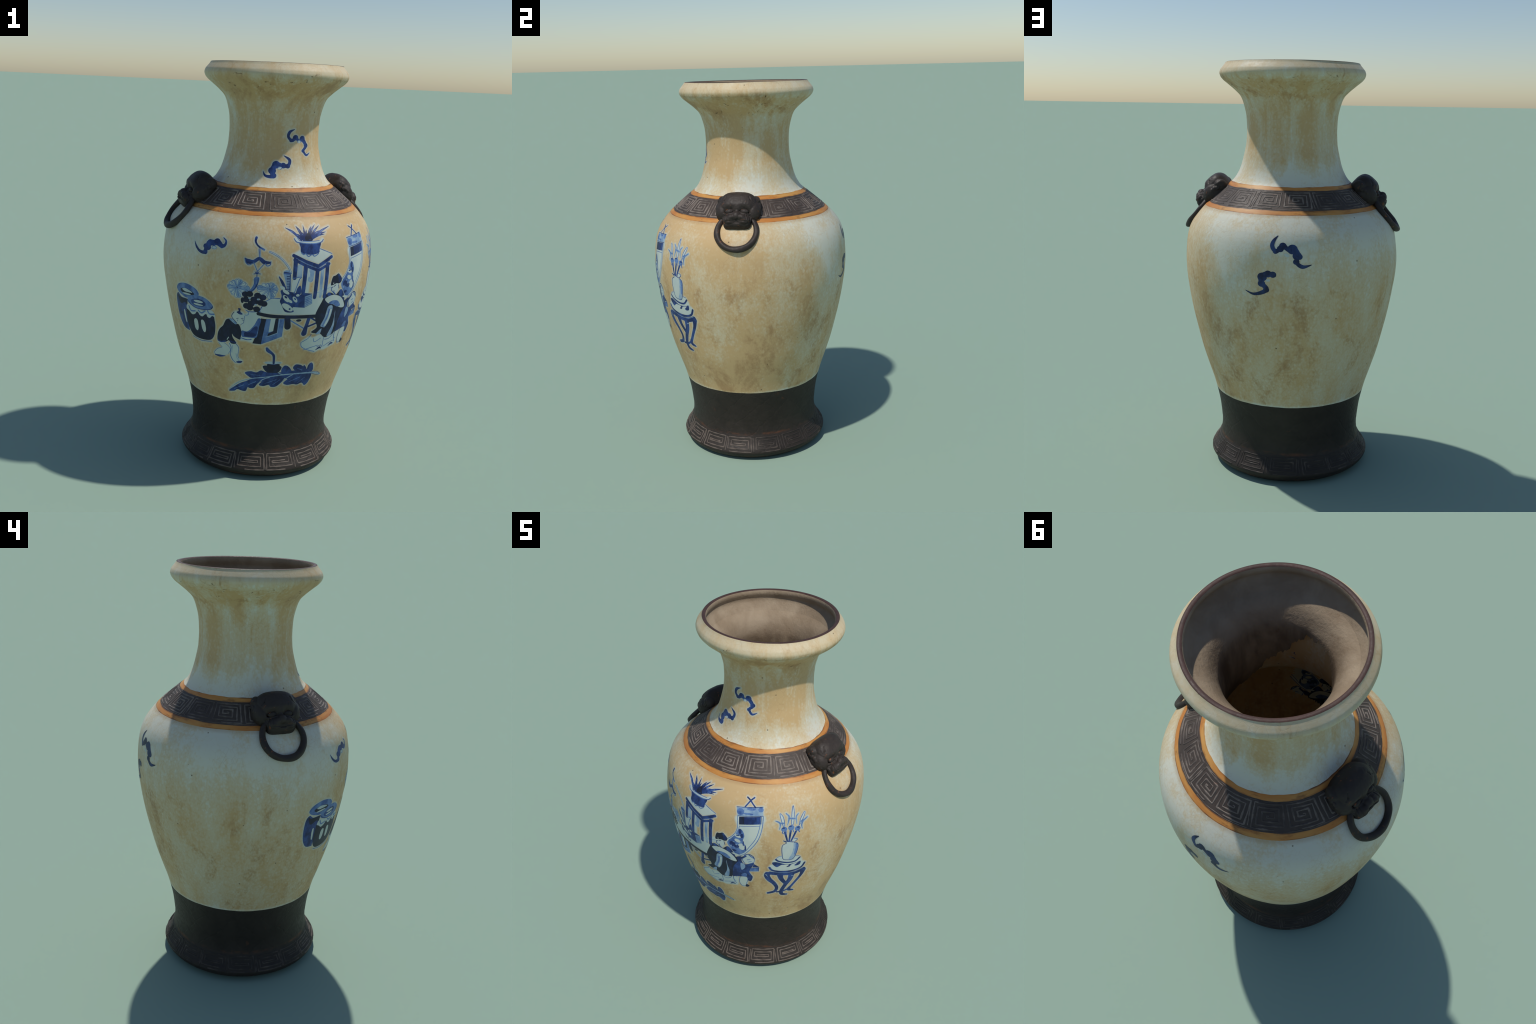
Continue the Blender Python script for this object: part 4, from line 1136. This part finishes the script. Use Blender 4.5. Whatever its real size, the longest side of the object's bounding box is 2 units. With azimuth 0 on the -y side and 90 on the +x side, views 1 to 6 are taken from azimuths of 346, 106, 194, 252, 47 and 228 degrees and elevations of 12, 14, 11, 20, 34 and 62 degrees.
# mask frame: x across, y down the shoulder, z out of the shoulder
def lion_face(bm):
    ellipsoid(bm, (0, .073, .010), (.095, .065, .071), (0, 0, 0), 2.8)    # skull
    for s in (-1, 1):
        ellipsoid(bm, (s * .074, .098, .004), (.040, .058, .050))     # jowl
        ellipsoid(bm, (s * .082, .050, .012), (.026, .036, .034))     # mane at the temples
        ellipsoid(bm, (s * .036, .098, .046), (.042, .022, .028), (0, s * 14, -s * 14))   # brow
        ellipsoid(bm, (s * .030, .171, .030), (.036, .028, .028), (0, 0, s * 12))         # whisker pad
        ellipsoid(bm, (s * .025, .170, .048), (.020, .017, .016), (0, 0, s * 20))         # nostril wing
        for k in range(9):                                            # lower lid, running out to the temple
            t = k / 8
            ellipsoid(bm, (s * (.012 + .056 * t), .140 + .006 * math.sin(t * 2.6) - .004 * t, .046 - .014 * t * t), (.0065, .0050, .0065))
        for k in range(4):                                            # cheek folds from eye to jaw
            ellipsoid(bm, (s * (.044 + .008 * k), .152 + .003 * k, .034 - .006 * k), (.0048, .024, .010), (0, 0, s * (34 - 7 * k)))
        for k in range(8):                                            # rough curls of the mane down the cheek
            a = k / 7.
            ellipsoid(bm, (s * (.094 + .010 * math.sin(a * 3)), .034 + .098 * a, .024 - .014 * a + .006 * math.sin(k * 2.2)), (.012, .010, .012), (0, 0, 40 * s))
    ellipsoid(bm, (0, .173, .002), (.069, .034, .037), (0, 0, 0), 3.4)  # muzzle block
    ellipsoid(bm, (0, .160, .048), (.021, .022, .021))                # nose
    ellipsoid(bm, (0, .130, .040), (.012, .030, .019))                # bridge
    ellipsoid(bm, (0, .196, .006), (.062, .010, .020), (0, 0, 0), 3.)  # lower lip


FACE_CUTS = []
for s in (-1, 1):
    FACE_CUTS += [((s * .026, .1235), (s * .050, .1265), .0105, .0125),      # eye socket
                  ((s * .012, .184), (s * .024, .185), .0055, .008),         # shadow under the nostril
                  ((s * .050, .145), (s * .060, .178), .0022, .0035), ((s * .042, .150), (s * .050, .182), .0022, .003),
                  ((s * .058, .060), (s * .066, .078), .003, .004), ((s * .066, .078), (s * .078, .086), .003, .004)]
FACE_CUTS += [((-.052, .1905), (.052, .1905), .0028, .0045)]                 # mouth line


def lion_ear(bm):
    ellipsoid(bm, (0, 0, -.008), (.034, .038, .014))                  # flat lobe
    n = 60
    for k in range(n):                                                # curl of hair wound into a spiral
        t = k / (n - 1)
        a = math.radians(-60 + 620 * t)
        r = .034 * (1 - t) ** .8 + .002
        ellipsoid(bm, (r * math.cos(a), r * 1.08 * math.sin(a), .004 * (1 + t)), (.0052 - .001 * t,) * 3)


def ring_mesh():
    """cast ring hanging down the belly, open where it enters the cheeks"""
    n, k, R = 72, 16, .0985
    verts, faces = [], []
    for i in range(n):
        a = math.radians(-52 + 284 * i / (n - 1))
        rad = .0165 * (1 + .05 * math.sin(3 * a + 1) + .03 * math.sin(8 * a)) * (1 - .18 * abs(i / (n - 1) - .5) * 2)
        cx, cy = R * math.cos(a), R * math.sin(a)
        for j in range(k):
            b = 2 * math.pi * j / k
            w = rad * (1 + .06 * math.sin(3 * b + 4 * a))
            verts.append((cx + w * math.cos(b) * math.cos(a), cy + w * math.cos(b) * math.sin(a), w * .95 * math.sin(b)))
    for i in range(n - 1):
        for j in range(k):
            faces.append((i * k + j, i * k + (j + 1) % k, (i + 1) * k + (j + 1) % k, (i + 1) * k + j)[::-1])
    faces += [tuple(range(k)), tuple(range((n - 1) * k, n * k))[::-1]]
    return verts, faces


face_me = organic('lion_face', lion_face, .0022, 4, .5, FACE_CUTS)
ear_me = organic('lion_ear', lion_ear, .0020, 3)
eye_me = organic('lion_eye', lambda bm: ellipsoid(bm, (0, 0, 0), (.0230, .0140, .0128)), .0024, 2)


def frame(phi, r, z, across, down):
    """matrix: x tangential, y down the slope, z outward"""
    c, s = math.cos(phi), math.sin(phi)
    y = Vector((down[0] * c, down[0] * s, down[1])).normalized()
    x = Vector((s, -c, 0))
    w = x.cross(y)
    o = Vector((axis_x(z) + r * c, axis_y(z) + r * s, z))
    return Matrix(((x.x, y.x, w.x, o.x), (x.y, y.y, w.y, o.y), (x.z, y.z, w.z, o.z), (0, 0, 0, 1)))


def child(name, me, parent, m):
    ob = bpy.data.objects.new(name, me)
    SCENE.objects.link(ob)
    ob.parent = parent
    ob.matrix_local = m
    return ob


rv, rf = ring_mesh()
ring_me = None
# (angle, shift outward, shift up) : the two masks were luted on by eye and do not sit quite alike
for phi, out, up in ((9.4, 0., 0.), (185.3, -.002, .011)):
    phi = math.radians(phi)
    fm = frame(phi, .300 + out, 1.430 + up, None, (.748, -.664))
    head = child('mask_handle', face_me, vase, fm)
    for s in (-1, 1):
        child('ear', ear_me, head, Matrix.Translation((s * .084, .058, .0255)) @ Matrix.Rotation(s * .80, 4, 'Y') @ Matrix.Rotation(-.5 * s, 4, 'Z') @ Matrix.Scale(-s, 4, (1, 0, 0)))
        child('eye', eye_me, head, Matrix.Translation((s * .037, .1285, .0435)) @ Matrix.Rotation(.12 * s, 4, 'Z'))
    rm = frame(phi, .4555 + up * .9, 1.280 + up * .9, None, (.62, -.784))
    if ring_me is None:
        ring = new_object('ring', rv, rf, MASK, head)
        ring_me = ring.data
        ring.matrix_local = fm.inverted() @ rm
    else:
        child('ring', ring_me, head, fm.inverted() @ rm)
